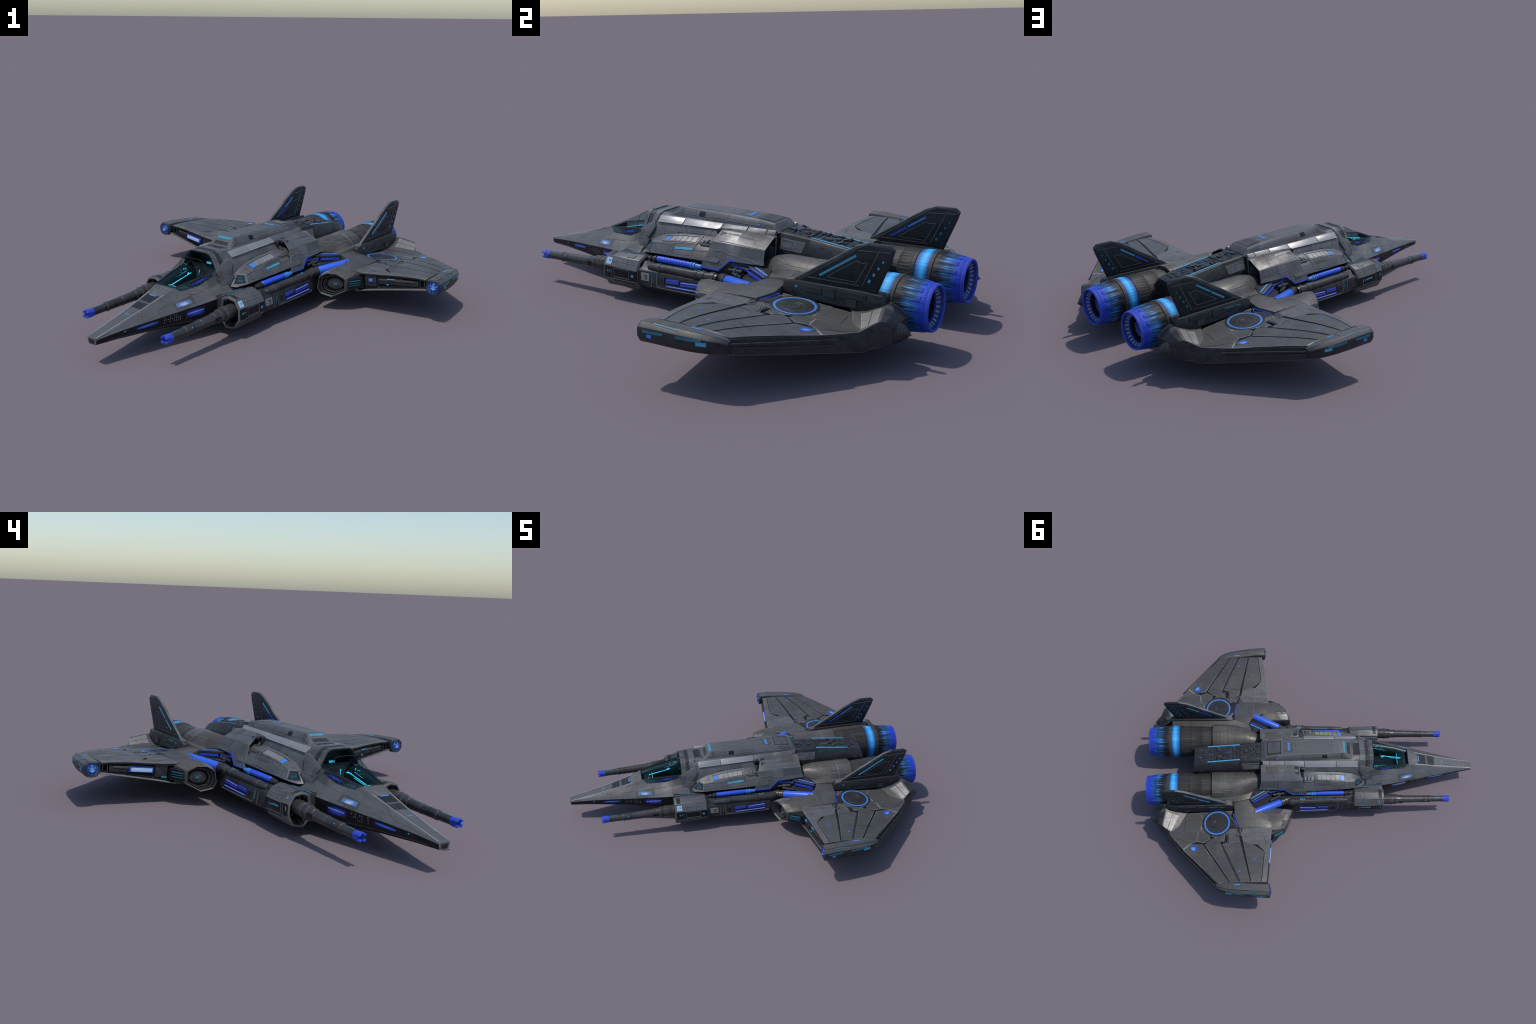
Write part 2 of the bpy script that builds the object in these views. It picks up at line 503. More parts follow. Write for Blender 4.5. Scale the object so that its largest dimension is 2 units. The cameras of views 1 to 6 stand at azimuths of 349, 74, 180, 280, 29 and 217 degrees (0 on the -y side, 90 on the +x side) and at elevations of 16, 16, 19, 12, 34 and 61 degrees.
NOSE = [  # x, deck edge / canopy rail, window foot, cheek, chine, lower side, keel
    (1.309, (0.024, 0.140), (0.0255, 0.1392), (0.027, 0.137), (0.029, 0.133), (0.026, 0.116), (0.021, 0.107)),
    (1.250, (0.029, 0.153), (0.0315, 0.151), (0.036, 0.147), (0.041, 0.140), (0.036, 0.115), (0.028, 0.105)),
    (1.191, (0.034, 0.166), (0.038, 0.163), (0.046, 0.156), (0.054, 0.147), (0.048, 0.115), (0.036, 0.104)),
    (1.032, (0.044, 0.203), (0.050, 0.198), (0.072, 0.180), (0.091, 0.159), (0.085, 0.113), (0.062, 0.097)),
    (0.906, (0.052, 0.238), (0.058, 0.230), (0.092, 0.203), (0.122, 0.168), (0.115, 0.110), (0.086, 0.090)),
    (0.842, (0.057, 0.263), (0.070, 0.235), (0.104, 0.210), (0.137, 0.173), (0.130, 0.106), (0.100, 0.080)),
    (0.803, (0.064, 0.269), (0.080, 0.241), (0.112, 0.212), (0.147, 0.176), (0.140, 0.104), (0.105, 0.074)),
    (0.728, (0.081, 0.280), (0.081, 0.241), (0.124, 0.215), (0.164, 0.181), (0.158, 0.098), (0.114, 0.062)),
    (0.690, (0.089, 0.285), (0.086, 0.243), (0.130, 0.216), (0.172, 0.184), (0.166, 0.095), (0.118, 0.055)),
    (0.607, (0.105, 0.295), (0.107, 0.276), (0.140, 0.228), (0.188, 0.190), (0.182, 0.092), (0.120, 0.042)),
    (0.587, (0.108, 0.298), (0.112, 0.282), (0.142, 0.230), (0.191, 0.191), (0.186, 0.091), (0.120, 0.039)),
    (0.545, (0.110, 0.305), (0.118, 0.280), (0.146, 0.232), (0.196, 0.194), (0.190, 0.090), (0.120, 0.034)),
]
bm = bmesh.new()
rings = [mirrored_ring(r[0], r[1:]) for r in NOSE]
# ring segments from the port deck edge round the belly to starboard; the last one is the deck
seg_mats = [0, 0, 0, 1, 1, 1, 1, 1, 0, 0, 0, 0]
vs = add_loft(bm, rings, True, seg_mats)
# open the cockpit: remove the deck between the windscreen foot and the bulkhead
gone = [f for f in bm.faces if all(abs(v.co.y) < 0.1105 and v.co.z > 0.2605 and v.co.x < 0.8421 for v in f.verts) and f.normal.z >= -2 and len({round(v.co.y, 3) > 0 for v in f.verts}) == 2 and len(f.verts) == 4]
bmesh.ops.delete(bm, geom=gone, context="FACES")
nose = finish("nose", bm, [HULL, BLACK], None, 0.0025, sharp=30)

bm = bmesh.new()
add_loft(bm, [[(1.3095, y, z - 0.002) for y, z in ((0.019, 0.136), (0.022, 0.131), (0.019, 0.118), (0.014, 0.114), (-0.014, 0.114), (-0.019, 0.118), (-0.022, 0.131), (-0.019, 0.136))],
              [(1.312, y * 0.8, 0.125 + (z - 0.125) * 0.8) for y, z in ((0.019, 0.136), (0.022, 0.131), (0.019, 0.118), (0.014, 0.114), (-0.014, 0.114), (-0.019, 0.118), (-0.022, 0.131), (-0.019, 0.136))]])
nose_sensor = finish("nose_sensor", bm, DARK, nose, 0.001)
nt = tree_of(nose)

deck = bmesh.new()
plate_on(deck, nt, [(1.235, -0.026, 0.16), (1.235, 0.026, 0.16), (1.045, 0.037, 0.21), (1.045, -0.037, 0.21)], DOWN, 0.0010, 2, 6)
finish("nose_deck_panel", deck, DECK, nose)
for x0, x1, wid, mt in ((1.035, 0.985, 0.037, DARK), (0.975, 0.915, 0.036, DARK)):
    decal("nose_deck_panel", nt, [(x0, -wid, 0.2), (x0, wid, 0.2), (x1, wid + 0.003, 0.22), (x1, -wid - 0.003, 0.22)], DOWN, mt, nose, 0.0010)
vent = bmesh.new()
for i in range(6):
    x = 0.966 - i * 0.0075
    line_on(vent, nt, [(x, -0.029, 0.23), (x, 0.029, 0.23)], 0.003, DOWN, 0.0022)
finish("nose_vent_slat", vent, SEAM, nose, kind="stuff")
decal("nose_light", nt, strip((0.921, -0.022, 0.24), (0.921, 0.022, 0.24), 0.007, DOWN), DOWN, SKY, nose, 0.0026)
decal("nose_light", nt, strip((1.092, -0.012, 0.2), (1.092, 0.014, 0.2), 0.004, DOWN), DOWN, CYAN, nose, 0.0016)

for sd in (1, -1):
    IN = (0, -sd, 0)
    SL = (0, -sd * 0.6, -0.8)
    q = lambda p: (p[0], p[1] * sd, p[2])
    # silver strip along the deck edge
    bm = bmesh.new()
    line_on(bm, nt, [q((1.30, 0.0255, 0.142)), q((0.90, 0.0525, 0.247))], 0.0035, SL, 0.0012, 0.03)
    finish("nose_trim", bm, TRIM, nose, kind="stuff")
    seams("nose_seam", nt, [
        [q((1.235, 0.031, 0.16)), q((1.23, 0.043, 0.145))],
        [q((0.995, 0.047, 0.22)), q((1.06, 0.07, 0.19)), q((1.0, 0.08, 0.19))],
        [q((0.93, 0.055, 0.24)), q((0.905, 0.085, 0.22)), q((0.885, 0.135, 0.172))],
        [q((0.79, 0.10, 0.24)), q((0.74, 0.12, 0.225)), q((0.71, 0.165, 0.186))],
        [q((0.74, 0.12, 0.225)), q((0.69, 0.125, 0.23)), q((0.685, 0.135, 0.22))],
        [q((0.60, 0.15, 0.235)), q((0.66, 0.165, 0.20))],
    ], SL, 0.0018, None, nose)
    # side marking with a pale oval on a blue ground
    decal("nose_badge", nt, [q((0.875, 0.11, 0.215)), q((0.79, 0.125, 0.215)), q((0.79, 0.138, 0.195)), q((0.875, 0.125, 0.195))], SL, GLOW_BADGE, nose, 0.0012, 8, 3)
    # lamps in the black side band
    decal("side_lamp", nt, [q((1.105, 0.09, 0.140)), q((0.985, 0.09, 0.150)), q((0.985, 0.09, 0.138)), q((1.105, 0.09, 0.127))], IN, GLOW_SIDE, nose, 0.0012)
    decal("side_lamp", nt, strip(q((1.095, 0.09, 0.135)), q((0.995, 0.09, 0.145)), 0.0035, IN), IN, SKY, nose, 0.0022)
    decal("side_lamp", nt, [q((0.835, 0.1, 0.160)), q((0.725, 0.1, 0.165)), q((0.735, 0.1, 0.128)), q((0.840, 0.1, 0.126))], IN, GLOW_SIDE, nose, 0.0014)
    bm = bmesh.new()
    for i in range(7):
        x = 0.825 - i * 0.013
        plate_on(bm, nt, strip(q((x, 0.1, 0.146 + 0.001 * i)), q((x - 0.009, 0.1, 0.147 + 0.001 * i)), 0.004 + 0.003 * random.random(), IN), IN, 0.0024, 1, 1)
    finish("side_lamp", bm, WHITE, nose, kind="stuff")
    bm = bmesh.new()
    for i in range(9):
        for j in range(3):
            if random.random() < 0.6:
                x, z = 0.955 - i * 0.011, 0.158 - j * 0.012
                plate_on(bm, nt, strip(q((x, 0.1, z)), q((x, 0.1, z - 0.004 - 0.004 * random.random())), 0.002, IN), IN, 0.0014, 1, 1)
    finish("side_port", bm, TRIM, nose, kind="stuff")
    decal("side_lamp", nt, strip(q((1.165, 0.05, 0.138)), q((1.158, 0.05, 0.138)), 0.006, IN), IN, CYAN, nose, 0.0016)
    # quarter window under the canopy rail
    bm = bmesh.new()
    top = [(0.832, 0.060, 0.262), (0.765, 0.074, 0.272), (0.685, 0.090, 0.283), (0.608, 0.1055, 0.2935)]
    low = [(0.812, 0.078, 0.245), (0.765, 0.081, 0.243), (0.685, 0.087, 0.246), (0.608, 0.1065, 0.281)]
    WIN = (0, -sd * 0.9, -0.35)
    for k in range(3):
        plate_on(bm, nt, [q(top[k]), q(top[k + 1]), q(low[k + 1]), q(low[k])], WIN, 0.0012, 4, 2)
    finish("quarter_window", bm, INNER, nose)
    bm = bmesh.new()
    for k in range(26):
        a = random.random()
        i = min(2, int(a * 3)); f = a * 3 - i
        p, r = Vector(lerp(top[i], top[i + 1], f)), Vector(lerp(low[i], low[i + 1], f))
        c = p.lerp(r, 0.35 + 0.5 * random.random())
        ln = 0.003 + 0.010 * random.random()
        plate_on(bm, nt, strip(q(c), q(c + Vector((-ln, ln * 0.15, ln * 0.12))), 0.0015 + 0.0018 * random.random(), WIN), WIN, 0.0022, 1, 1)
    finish("window_reflection", bm, TEAL, nose, kind="stuff")  # glints on the pane, modelled as small teal slivers
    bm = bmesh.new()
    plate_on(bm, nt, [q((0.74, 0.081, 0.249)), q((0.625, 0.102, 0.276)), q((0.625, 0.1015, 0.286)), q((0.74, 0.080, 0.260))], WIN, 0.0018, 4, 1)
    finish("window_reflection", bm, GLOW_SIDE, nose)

# ------------------------------------------------------------------ cockpit
bm = bmesh.new()
tub = []
for x, w, z, zb in ((0.840, 0.055, 0.262, 0.236), (0.76, 0.0735, 0.274, 0.205), (0.68, 0.089, 0.285, 0.192), (0.590, 0.106, 0.297, 0.185), (0.512, 0.100, 0.300, 0.185)):
    tub.append([(x, w, z), (x, w * 0.62, z - 0.034), (x, w * 0.55, zb), (x, -w * 0.55, zb), (x, -w * 0.62, z - 0.034), (x, -w, z)])
for a, b in zip(tub, tub[1:]):
    for j in range(5):
        bm.faces.new([bm.verts.new(p) for p in (a[j], a[j + 1], b[j + 1], b[j])])
bm.faces.new([bm.verts.new(p) for p in tub[0]])
arch = [(0.106, 0.2985), (0.092, 0.335), (0.074, 0.366), (0.052, 0.379), (-0.052, 0.379), (-0.074, 0.366), (-0.092, 0.335), (-0.106, 0.2985)]
hood_in = [[(x, y * 0.955, z - 0.005) for y, z in arch] for x in (0.5835, 0.512)]
for j in range(7):
    bm.faces.new([bm.verts.new(p) for p in (hood_in[0][j], hood_in[0][j + 1], hood_in[1][j + 1], hood_in[1][j])])
bm.faces.new([bm.verts.new(p) for p in hood_in[1] + [(0.512, -0.07, 0.165), (0.512, 0.07, 0.165)]])
cockpit = finish("cockpit", bm, INNER)
sol = cockpit.modifiers.new("thick", "SOLIDIFY"); sol.thickness = 0.002
# seat, console, lamps
bm = bmesh.new()
add_loft(bm, [[(0.560, y, 0.165) for y in (0.022, -0.022)] + [(0.545, y, 0.165) for y in (-0.022, 0.022)], [(0.545, y, 0.258) for y in (0.015, -0.015)] + [(0.535, y, 0.258) for y in (-0.015, 0.015)]])
finish("pilot_seat", bm, INNER, cockpit, 0.003)
bm = bmesh.new()
add_loft(bm, [[(0.825, y, 0.250) for y in (0.045, -0.045)] + [(0.762, y, 0.240) for y in (-0.050, 0.050)], [(0.825, y, 0.22) for y in (0.045, -0.045)] + [(0.768, y, 0.19) for y in (-0.045, 0.045)]])
finish("console", bm, INNER, cockpit, 0.002)
for a, b, w, up in (((0.792, 0.0, 0.254), (0.650, 0.0, 0.284), 0.0035, (0, 0, 1)), ((0.79, -0.007, 0.2525), (0.71, -0.007, 0.268), 0.0016, (0, 0, 1)),
                    ((0.770, 0.049, 0.2440), (0.610, 0.070, 0.2680), 0.003, (0, 0, 1)), ((0.715, -0.058, 0.2530), (0.610, -0.070, 0.2680), 0.003, (0, 0, 1)), ((0.768, 0.042, 0.2420), (0.768, -0.042, 0.2420), 0.0022, (0, 0, 1)),
                    ((0.5160, -0.012, 0.305), (0.5160, 0.018, 0.305), 0.010, (1, 0, 0)), ((0.592, 0.004, 0.256), (0.589, 0.004, 0.284), 0.005, (1, 0, 0)), ((0.675, 0.002, 0.281), (0.655, -0.012, 0.283), 0.006, (0, 0, 1))):
    box_between("cockpit_lamp", a, b, w, 0.003, HOT, cockpit, 0.0, up=up)
box_between("display_mast", (0.604, 0.006, 0.18), (0.585, 0.006, 0.305), 0.006, 0.004, INNER, cockpit, 0.001, up=(1, 0, 0))
box_between("display_rail", (0.795, 0, 0.2515), (0.645, 0, 0.282), 0.005, 0.003, INNER, cockpit, 0.0005)
bm = bmesh.new()
for i in range(40):
    x = 0.60 + 0.15 * random.random()
    t = (0.76 - x) / 0.17
    sgn = random.choice((-1, 1))
    y = sgn * (0.050 + 0.020 * t + 0.004 + 0.012 * random.random())
    bar(bm, (x, y, 0.2445 + 0.022 * t + (abs(y) - 0.05 - 0.02 * t) * 1.1), (x - 0.003 - 0.006 * random.random(), y, 0.2455 + 0.022 * t + (abs(y) - 0.05 - 0.02 * t) * 1.1), 0.002, 0.003)
finish("console_key", bm, HOT, cockpit, kind="stuff")

# ------------------------------------------------------------------ canopy
mid = [(0.636, 0.0955, 0.2925), (0.636, 0.083, 0.325), (0.636, 0.066, 0.350), (0.636, 0.046, 0.356), (0.636, -0.046, 0.356), (0.636, -0.066, 0.350), (0.636, -0.083, 0.325), (0.636, -0.0955, 0.2925)]
back = [(0.586, y, z) for y, z in arch]
front = [(0.842, 0.057, 0.265), (0.840, 0.050, 0.2665), (0.840, 0.040, 0.2675), (0.840, 0.025, 0.268), (0.840, -0.025, 0.268), (0.840, -0.040, 0.2675), (0.840, -0.050, 0.2665), (0.842, -0.057, 0.265)]
bm = bmesh.new()
rows = [front, [lerp(a, b, 0.5) for a, b in zip(front, mid)], mid, back]
vv = [[bm.verts.new(p) for p in r] for r in rows]
for i in range(3):
    for j in range(7):
        bm.faces.new([vv[i][j], vv[i][j + 1], vv[i + 1][j + 1], vv[i + 1][j]])
glass = finish("canopy_glass", bm, GLASS, cockpit, 0.0, sharp=60)

def rod(bm, pts, r):
    for a, b in zip(pts, pts[1:]):
        a, b = Vector(a), Vector(b)
        revolve(bm, a, b - a, [(-r * 0.4, r), ((b - a).length + r * 0.4, r)], 8)
bm = bmesh.new()
rod(bm, mid, 0.0013)
rod(bm, back, 0.0022)
rod(bm, [back[0], front[0], front[4], front[-1], back[-1]], 0.0014)
finish("canopy_frame", bm, SEAM, cockpit, kind="stuff")

# ================================================================== CENTRAL BODY
BODY = [
    (0.584, [(0.052, 0.379), (0.074, 0.366), (0.108, 0.298), (0.130, 0.258), (0.146, 0.216), (0.192, 0.192), (0.186, 0.095), (0.120, 0.036)]),
    (0.535, [(0.056, 0.380), (0.080, 0.367), (0.112, 0.315), (0.146, 0.262), (0.158, 0.212), (0.194, 0.194), (0.190, 0.090), (0.120, 0.028)]),
    (0.476, [(0.060, 0.380), (0.091, 0.369), (0.119, 0.345), (0.150, 0.270), (0.160, 0.205), (0.200, 0.194), (0.196, 0.085), (0.120, 0.020)]),
    (0.300, [(0.062, 0.378), (0.090, 0.370), (0.121, 0.347), (0.150, 0.285), (0.150, 0.200), (0.215, 0.192), (0.205, 0.080), (0.120, 0.004)]),
    (0.060, [(0.062, 0.374), (0.088, 0.371), (0.119, 0.350), (0.152, 0.300), (0.140, 0.200), (0.215, 0.190), (0.205, 0.080), (0.120, 0.0)]),
    (-0.170, [(0.060, 0.370), (0.084, 0.371), (0.098, 0.357), (0.115, 0.300), (0.110, 0.200), (0.200, 0.185), (0.180, 0.090), (0.100, 0.010)]),
]
bm = bmesh.new()
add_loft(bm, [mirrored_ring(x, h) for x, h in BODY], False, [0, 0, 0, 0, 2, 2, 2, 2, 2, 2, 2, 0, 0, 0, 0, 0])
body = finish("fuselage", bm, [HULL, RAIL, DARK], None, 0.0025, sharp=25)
bt = tree_of(body)
# cockpit collar: dark band and plates round the back of the canopy
for sd in (1, -1):
    q = lambda p: (p[0], p[1] * sd, p[2])
    SL = (0, -sd * 0.7, -0.7)
    # bright shoulder rail in segments
    x_cuts = [(0.474, 0.33), (0.326, 0.115), (0.111, -0.02), (-0.024, -0.12), (-0.124, -0.168)]
    for k, (x0, x1) in enumerate(x_cuts):
        def at(x):
            t = (0.476 - x) / 0.646
            return (x, 0.091 + t * -0.007, 0.3715 + t * 0.001), (x, 0.121 - 0.023 * max(0, (t - 0.55) / 0.45), 0.346 + t * 0.010)
        a, b = at(x0), at(x1)
        o = (0, 0.004, 0.003)
        sh = lambda p: q((p[0], p[1] + o[1], p[2] + o[2]))
        lo = lambda p: q((p[0], p[1] - 0.012, p[2] - 0.008))
        slant = 0.018 if k == 0 else 0.0
        poly_slab("shoulder_rail", [sh(a[0]), sh(b[0]), sh(b[1]), sh((a[1][0] - slant * 0, a[1][1], a[1][2]))], [lo(a[0]), lo(b[0]), lo(b[1]), lo(a[1])], RAIL if k < 2 or sd == -1 else HULL, body, 0.002)
    # collar ribs
    for x0, x1, mt, h in ((0.583, 0.560, HULL, 0.004), (0.552, 0.530, DARK, 0.002), (0.524, 0.492, HULL, 0.005)):
        bm = bmesh.new()
        prof = [(0.0, 0.381), (0.054, 0.380), (0.078, 0.367), (0.108, 0.312)]
        for (y0, z0), (y1, z1) in zip(prof, prof[1:]):
            plate_on(bm, bt, [q((x0, y0, z0)), q((x1, y0, z0)), q((x1, y1, z1)), q((x0, y1, z1))], (0, -sd * 0.6, -0.8) if y0 else DOWN, h, 2, 2)
        finish("collar_rib", bm, mt, body, 0.0)
    # angular cheek plates
    poly_slab("cheek_plate", side_pts([(0.592, 0.110, 0.303), (0.500, 0.118, 0.352), (0.484, 0.135, 0.325), (0.515, 0.152, 0.274), (0.578, 0.135, 0.266)], sd),
              side_pts([(0.586, 0.09, 0.29), (0.49, 0.09, 0.34), (0.474, 0.10, 0.31), (0.51, 0.12, 0.25), (0.57, 0.11, 0.25)], sd), HULL, body, 0.003)
    poly_slab("cheek_plate", side_pts([(0.596, 0.132, 0.265), (0.525, 0.154, 0.274), (0.500, 0.164, 0.268), (0.535, 0.160, 0.214), (0.580, 0.150, 0.222)], sd),
              side_pts([(0.59, 0.10, 0.25), (0.52, 0.12, 0.25), (0.49, 0.12, 0.24), (0.52, 0.13, 0.20), (0.57, 0.12, 0.21)], sd), HULL, body, 0.003)
    seams("fuselage_seam", bt, [
        [q((0.43, 0.13, 0.335)), q((0.425, 0.14, 0.29))],
        [q((0.30, 0.13, 0.337)), q((0.295, 0.13, 0.318)), q((0.16, 0.13, 0.322)), q((0.155, 0.13, 0.345))],
        [q((0.20, 0.13, 0.317)), q((0.19, 0.13, 0.295))],
        [q((0.29, 0.13, 0.31)), q((0.17, 0.13, 0.312)), q((0.17, 0.13, 0.300)), q((0.29, 0.13, 0.298))],
    ], (0, -sd, -0.3), 0.002, None, body)
    decal("wall_port", bt, [q((0.345, 0.13, 0.315)), q((0.315, 0.13, 0.315)), q((0.315, 0.14, 0.293)), q((0.345, 0.14, 0.293))], (0, -sd, -0.3), DARK, body, 0.0014)
    decal("wall_lamp", bt, strip(q((0.335, 0.13, 0.306)), q((0.323, 0.13, 0.306)), 0.008, (0, -sd, -0.3)), (0, -sd, -0.3), TEAL, body, 0.0024)

# hood behind the canopy
decal("hood_panel", bt, [(0.526, -0.040, 0.38), (0.526, 0.040, 0.38), (0.448, 0.050, 0.38), (0.448, -0.050, 0.38)], DOWN, DARK, body, 0.0016)
seams("hood_seam", bt, [[(0.487, -0.045, 0.38), (0.487, 0.045, 0.38)], [(0.526, 0, 0.38), (0.45, 0, 0.38)]], DOWN, 0.002, SEAM, body, 0.0026)
decal("hood_lamp", bt, strip((0.523, -0.012, 0.38), (0.495, -0.012, 0.38), 0.003, DOWN), DOWN, CYAN, body, 0.003)

# ------------------------------------------------------------------ dorsal housing
HUMP = [
    (0.437, [(0.068, 0.3775), (0.076, 0.3755), (0.080, 0.366)]),
    (0.372, [(0.0505, 0.418), (0.062, 0.402), (0.080, 0.368)]),
    (0.100, [(0.056, 0.4135), (0.070, 0.397), (0.083, 0.368)]),
    (-0.060, [(0.060, 0.408), (0.074, 0.393), (0.083, 0.368)]),
    (-0.148, [(0.0635, 0.399), (0.078, 0.384), (0.082, 0.366)]),
    (-0.178, [(0.058, 0.372), (0.072, 0.368), (0.080, 0.362)]),
]
hump = loft("dorsal_housing", [mirrored_ring(x, h) for x, h in HUMP], [HULL, DECK], None, 0.0022, mats=[0, 0, 0, 0, 0, 1], sharp=25)
ht = tree_of(hump)
decal("dorsal_panel", ht, [(0.355, -0.044, 0.42), (0.355, 0.044, 0.42), (0.060, 0.050, 0.41), (0.060, -0.050, 0.41)], DOWN, DECK, hump, 0.0012, 6, 2)
decal("dorsal_panel", ht, [(0.040, -0.040, 0.42), (0.040, 0.040, 0.42), (-0.035, 0.045, 0.41), (-0.035, -0.045, 0.41)], DOWN, HULL, hump, 0.0014)
decal("dorsal_panel", ht, [(-0.042, -0.050, 0.42), (-0.042, 0.050, 0.42), (-0.140, 0.056, 0.40), (-0.140, -0.056, 0.40)], DOWN, DARK, hump, 0.0012, 5, 2)
bm = bmesh.new()
for i in range(11):
    x = -0.052 - i * 0.0075
    line_on(bm, ht, [(x, -0.038, 0.41), (x, 0.044, 0.41)], 0.003, DOWN, 0.0026, 0.1)
finish("vent_slat", bm, HULL, hump, kind="stuff")
for i in range(4):
    y = -0.024 + i * 0.0155
    decal("dorsal_lamp", ht, [(0.018, y, 0.42), (0.018, y + 0.013, 0.42), (0.002, y + 0.013, 0.42), (0.002, y, 0.42)], DOWN, SKY, hump, 0.0028, 1, 1)
FR = (-0.6, 0, -0.8)
decal("brow_panel", ht, [(0.424, -0.045, 0.38), (0.424, 0.045, 0.38), (0.405, 0.042, 0.395), (0.405, -0.042, 0.395)], FR, DARK, hump, 0.0014)
bm = bmesh.new()
for i in range(14):
    y = -0.042 + i * 0.0062
    plate_on(bm, ht, strip((0.392 - 0.006 * random.random(), y, 0.405), (0.378, y, 0.414), 0.0045, FR), FR, 0.0016, 1, 1)
finish("brow_lamp", bm, CYAN, hump, kind="stuff")
for sd in (1, -1):
    q = lambda p: (p[0], p[1] * sd, p[2])
    SL = (0, -sd * 0.8, -0.6)
    decal("housing_port", ht, [q((0.268, 0.06, 0.409)), q((0.235, 0.06, 0.408)), q((0.235, 0.075, 0.388)), q((0.268, 0.075, 0.389))], SL, BLACK, hump, 0.0016)
    decal("housing_lamp", ht, strip(q((-0.062, 0.075, 0.386)), q((-0.074, 0.075, 0.386)), 0.008, SL), SL, SKY, hump, 0.0016)
    seams("housing_seam", ht, [[q((0.36, 0.07, 0.388)), q((0.20, 0.07, 0.385)), q((0.19, 0.075, 0.392)), q((0.12, 0.075, 0.39)), q((0.11, 0.08, 0.378))],
                               [q((-0.02, 0.065, 0.40)), q((-0.025, 0.08, 0.372))], [q((0.20, 0.07, 0.385)), q((0.195, 0.08, 0.374))], [q((0.10, 0.075, 0.383)), q((-0.10, 0.078, 0.380))]], SL, 0.0022, None, hump)

# ------------------------------------------------------------------ tail spine
SPINE = [
    (-0.160, [(0.066, 0.368), (0.072, 0.364), (0.100, 0.300), (0.100, 0.150), (0.070, 0.060)]),
    (-0.330, [(0.064, 0.355), (0.072, 0.350), (0.100, 0.290), (0.096, 0.150), (0.070, 0.070)]),
    (-0.540, [(0.066, 0.330), (0.074, 0.324), (0.100, 0.277), (0.090, 0.150), (0.060, 0.090)]),
    (-0.600, [(0.063, 0.318), (0.074, 0.312), (0.099, 0.266), (0.088, 0.160), (0.060, 0.110)]),
]
SPINE_END = [(-0.634, 0.058, 0.309), (-0.637, 0.068, 0.300), (-0.645, 0.096, 0.262), (-0.624, 0.086, 0.180), (-0.598, 0.060, 0.130)]
end_ring = SPINE_END + [(x, -y, z) for x, y, z in reversed(SPINE_END)]
end_c = Vector((0, 0, 0.225))
def end_in(k, dx):
    return [(x + dx, y * k, end_c.z + (z - end_c.z) * k) for x, y, z in end_ring]
bm = bmesh.new()
add_loft(bm, [mirrored_ring(x, h) for x, h in SPINE] + [end_ring, end_in(0.86, 0.001), end_in(0.84, 0.010)], True)
for f in bm.faces:
    if all(abs(v.co.y) < 0.0830 and v.co.x > -0.6455 and v.co.x < -0.50 and abs(v.co.z - 0.225) < 0.086 * 0.87 for v in f.verts) or (len(f.verts) > 4 and f.calc_center_median().x < -0.4):
        f.material_index = 1
spine = finish("tail_spine", bm, [DARK, VOID], None, 0.003, sharp=30)
for sd in (1, -1):
    poly_slab("spine_deck", side_pts([(-0.175, 0.090, 0.262), (-0.175, 0.150, 0.250), (-0.40, 0.145, 0.250), (-0.600, 0.135, 0.245), (-0.625, 0.085, 0.250)], sd), side_pts([(-0.175, 0.090, 0.12), (-0.175, 0.150, 0.12), (-0.40, 0.145, 0.12), (-0.560, 0.135, 0.12), (-0.58, 0.085, 0.12)], sd), BLACK, spine, 0.004)
st = tree_of(spine)
def spine_z(x):
    return 0.368 + (x + 0.16) * 0.08
bm = bmesh.new()
bm2 = bmesh.new()
rng = random.Random(5)
x = -0.185
while x > -0.60:
    l = 0.012 + 0.030 * rng.random()
    y = -0.050
    while y < 0.046:
        w = 0.008 + 0.030 * rng.random()
        y1 = min(0.052, y + w)
        hgt = 0.001 + 0.007 * rng.random() ** 1.5
        if rng.random() < 0.82:
            dx = 0.006 * rng.random()
            plate_on(bm, st, [(x - dx, y, 0.35), (x - dx, y1 - 0.003, 0.35), (x - l + 0.003, y1 - 0.003, 0.34), (x - l + 0.003, y, 0.34)], DOWN, hgt, 1, 1)
            if rng.random() < 0.5 and y1 - y > 0.014:
                c, r_ = (y + y1) / 2, (y1 - y) * (0.15 + 0.2 * rng.random())
                plate_on(bm, st, [(x - l * 0.3, c - r_, 0.35), (x - l * 0.3, c + r_, 0.35), (x - l * 0.75, c + r_, 0.34), (x - l * 0.75, c - r_, 0.34)], DOWN, hgt + 0.002 + 0.003 * rng.random(), 1, 1)
            if rng.random() < 0.22:
                plate_on(bm2, st, strip((x - 0.004, y1 - 0.001, 0.34), (x - l, y1 - 0.001, 0.34), 0.003, DOWN), DOWN, 0.0025, 1, 1)
        y = y1 + 0.002
    x -= l + 0.002
finish("spine_machinery", bm, DARK, spine, 0.0008, kind="stuff")
finish("spine_lamp", bm2, SKY, spine, kind="stuff")
for y in (0.0, -0.028, 0.028):
    z = spine_z(-0.42)
    turned("spine_cap", (-0.42 - abs(y) * 1.2, y, 0.330), (0, 0, 1), [(0, 0.013), (0.0165, 0.013), (0.018, 0.011), (0.0165, 0.008), (0.0165, 0.0)][:4] + [(0.016, 0.001)], DARK, spine, 20)
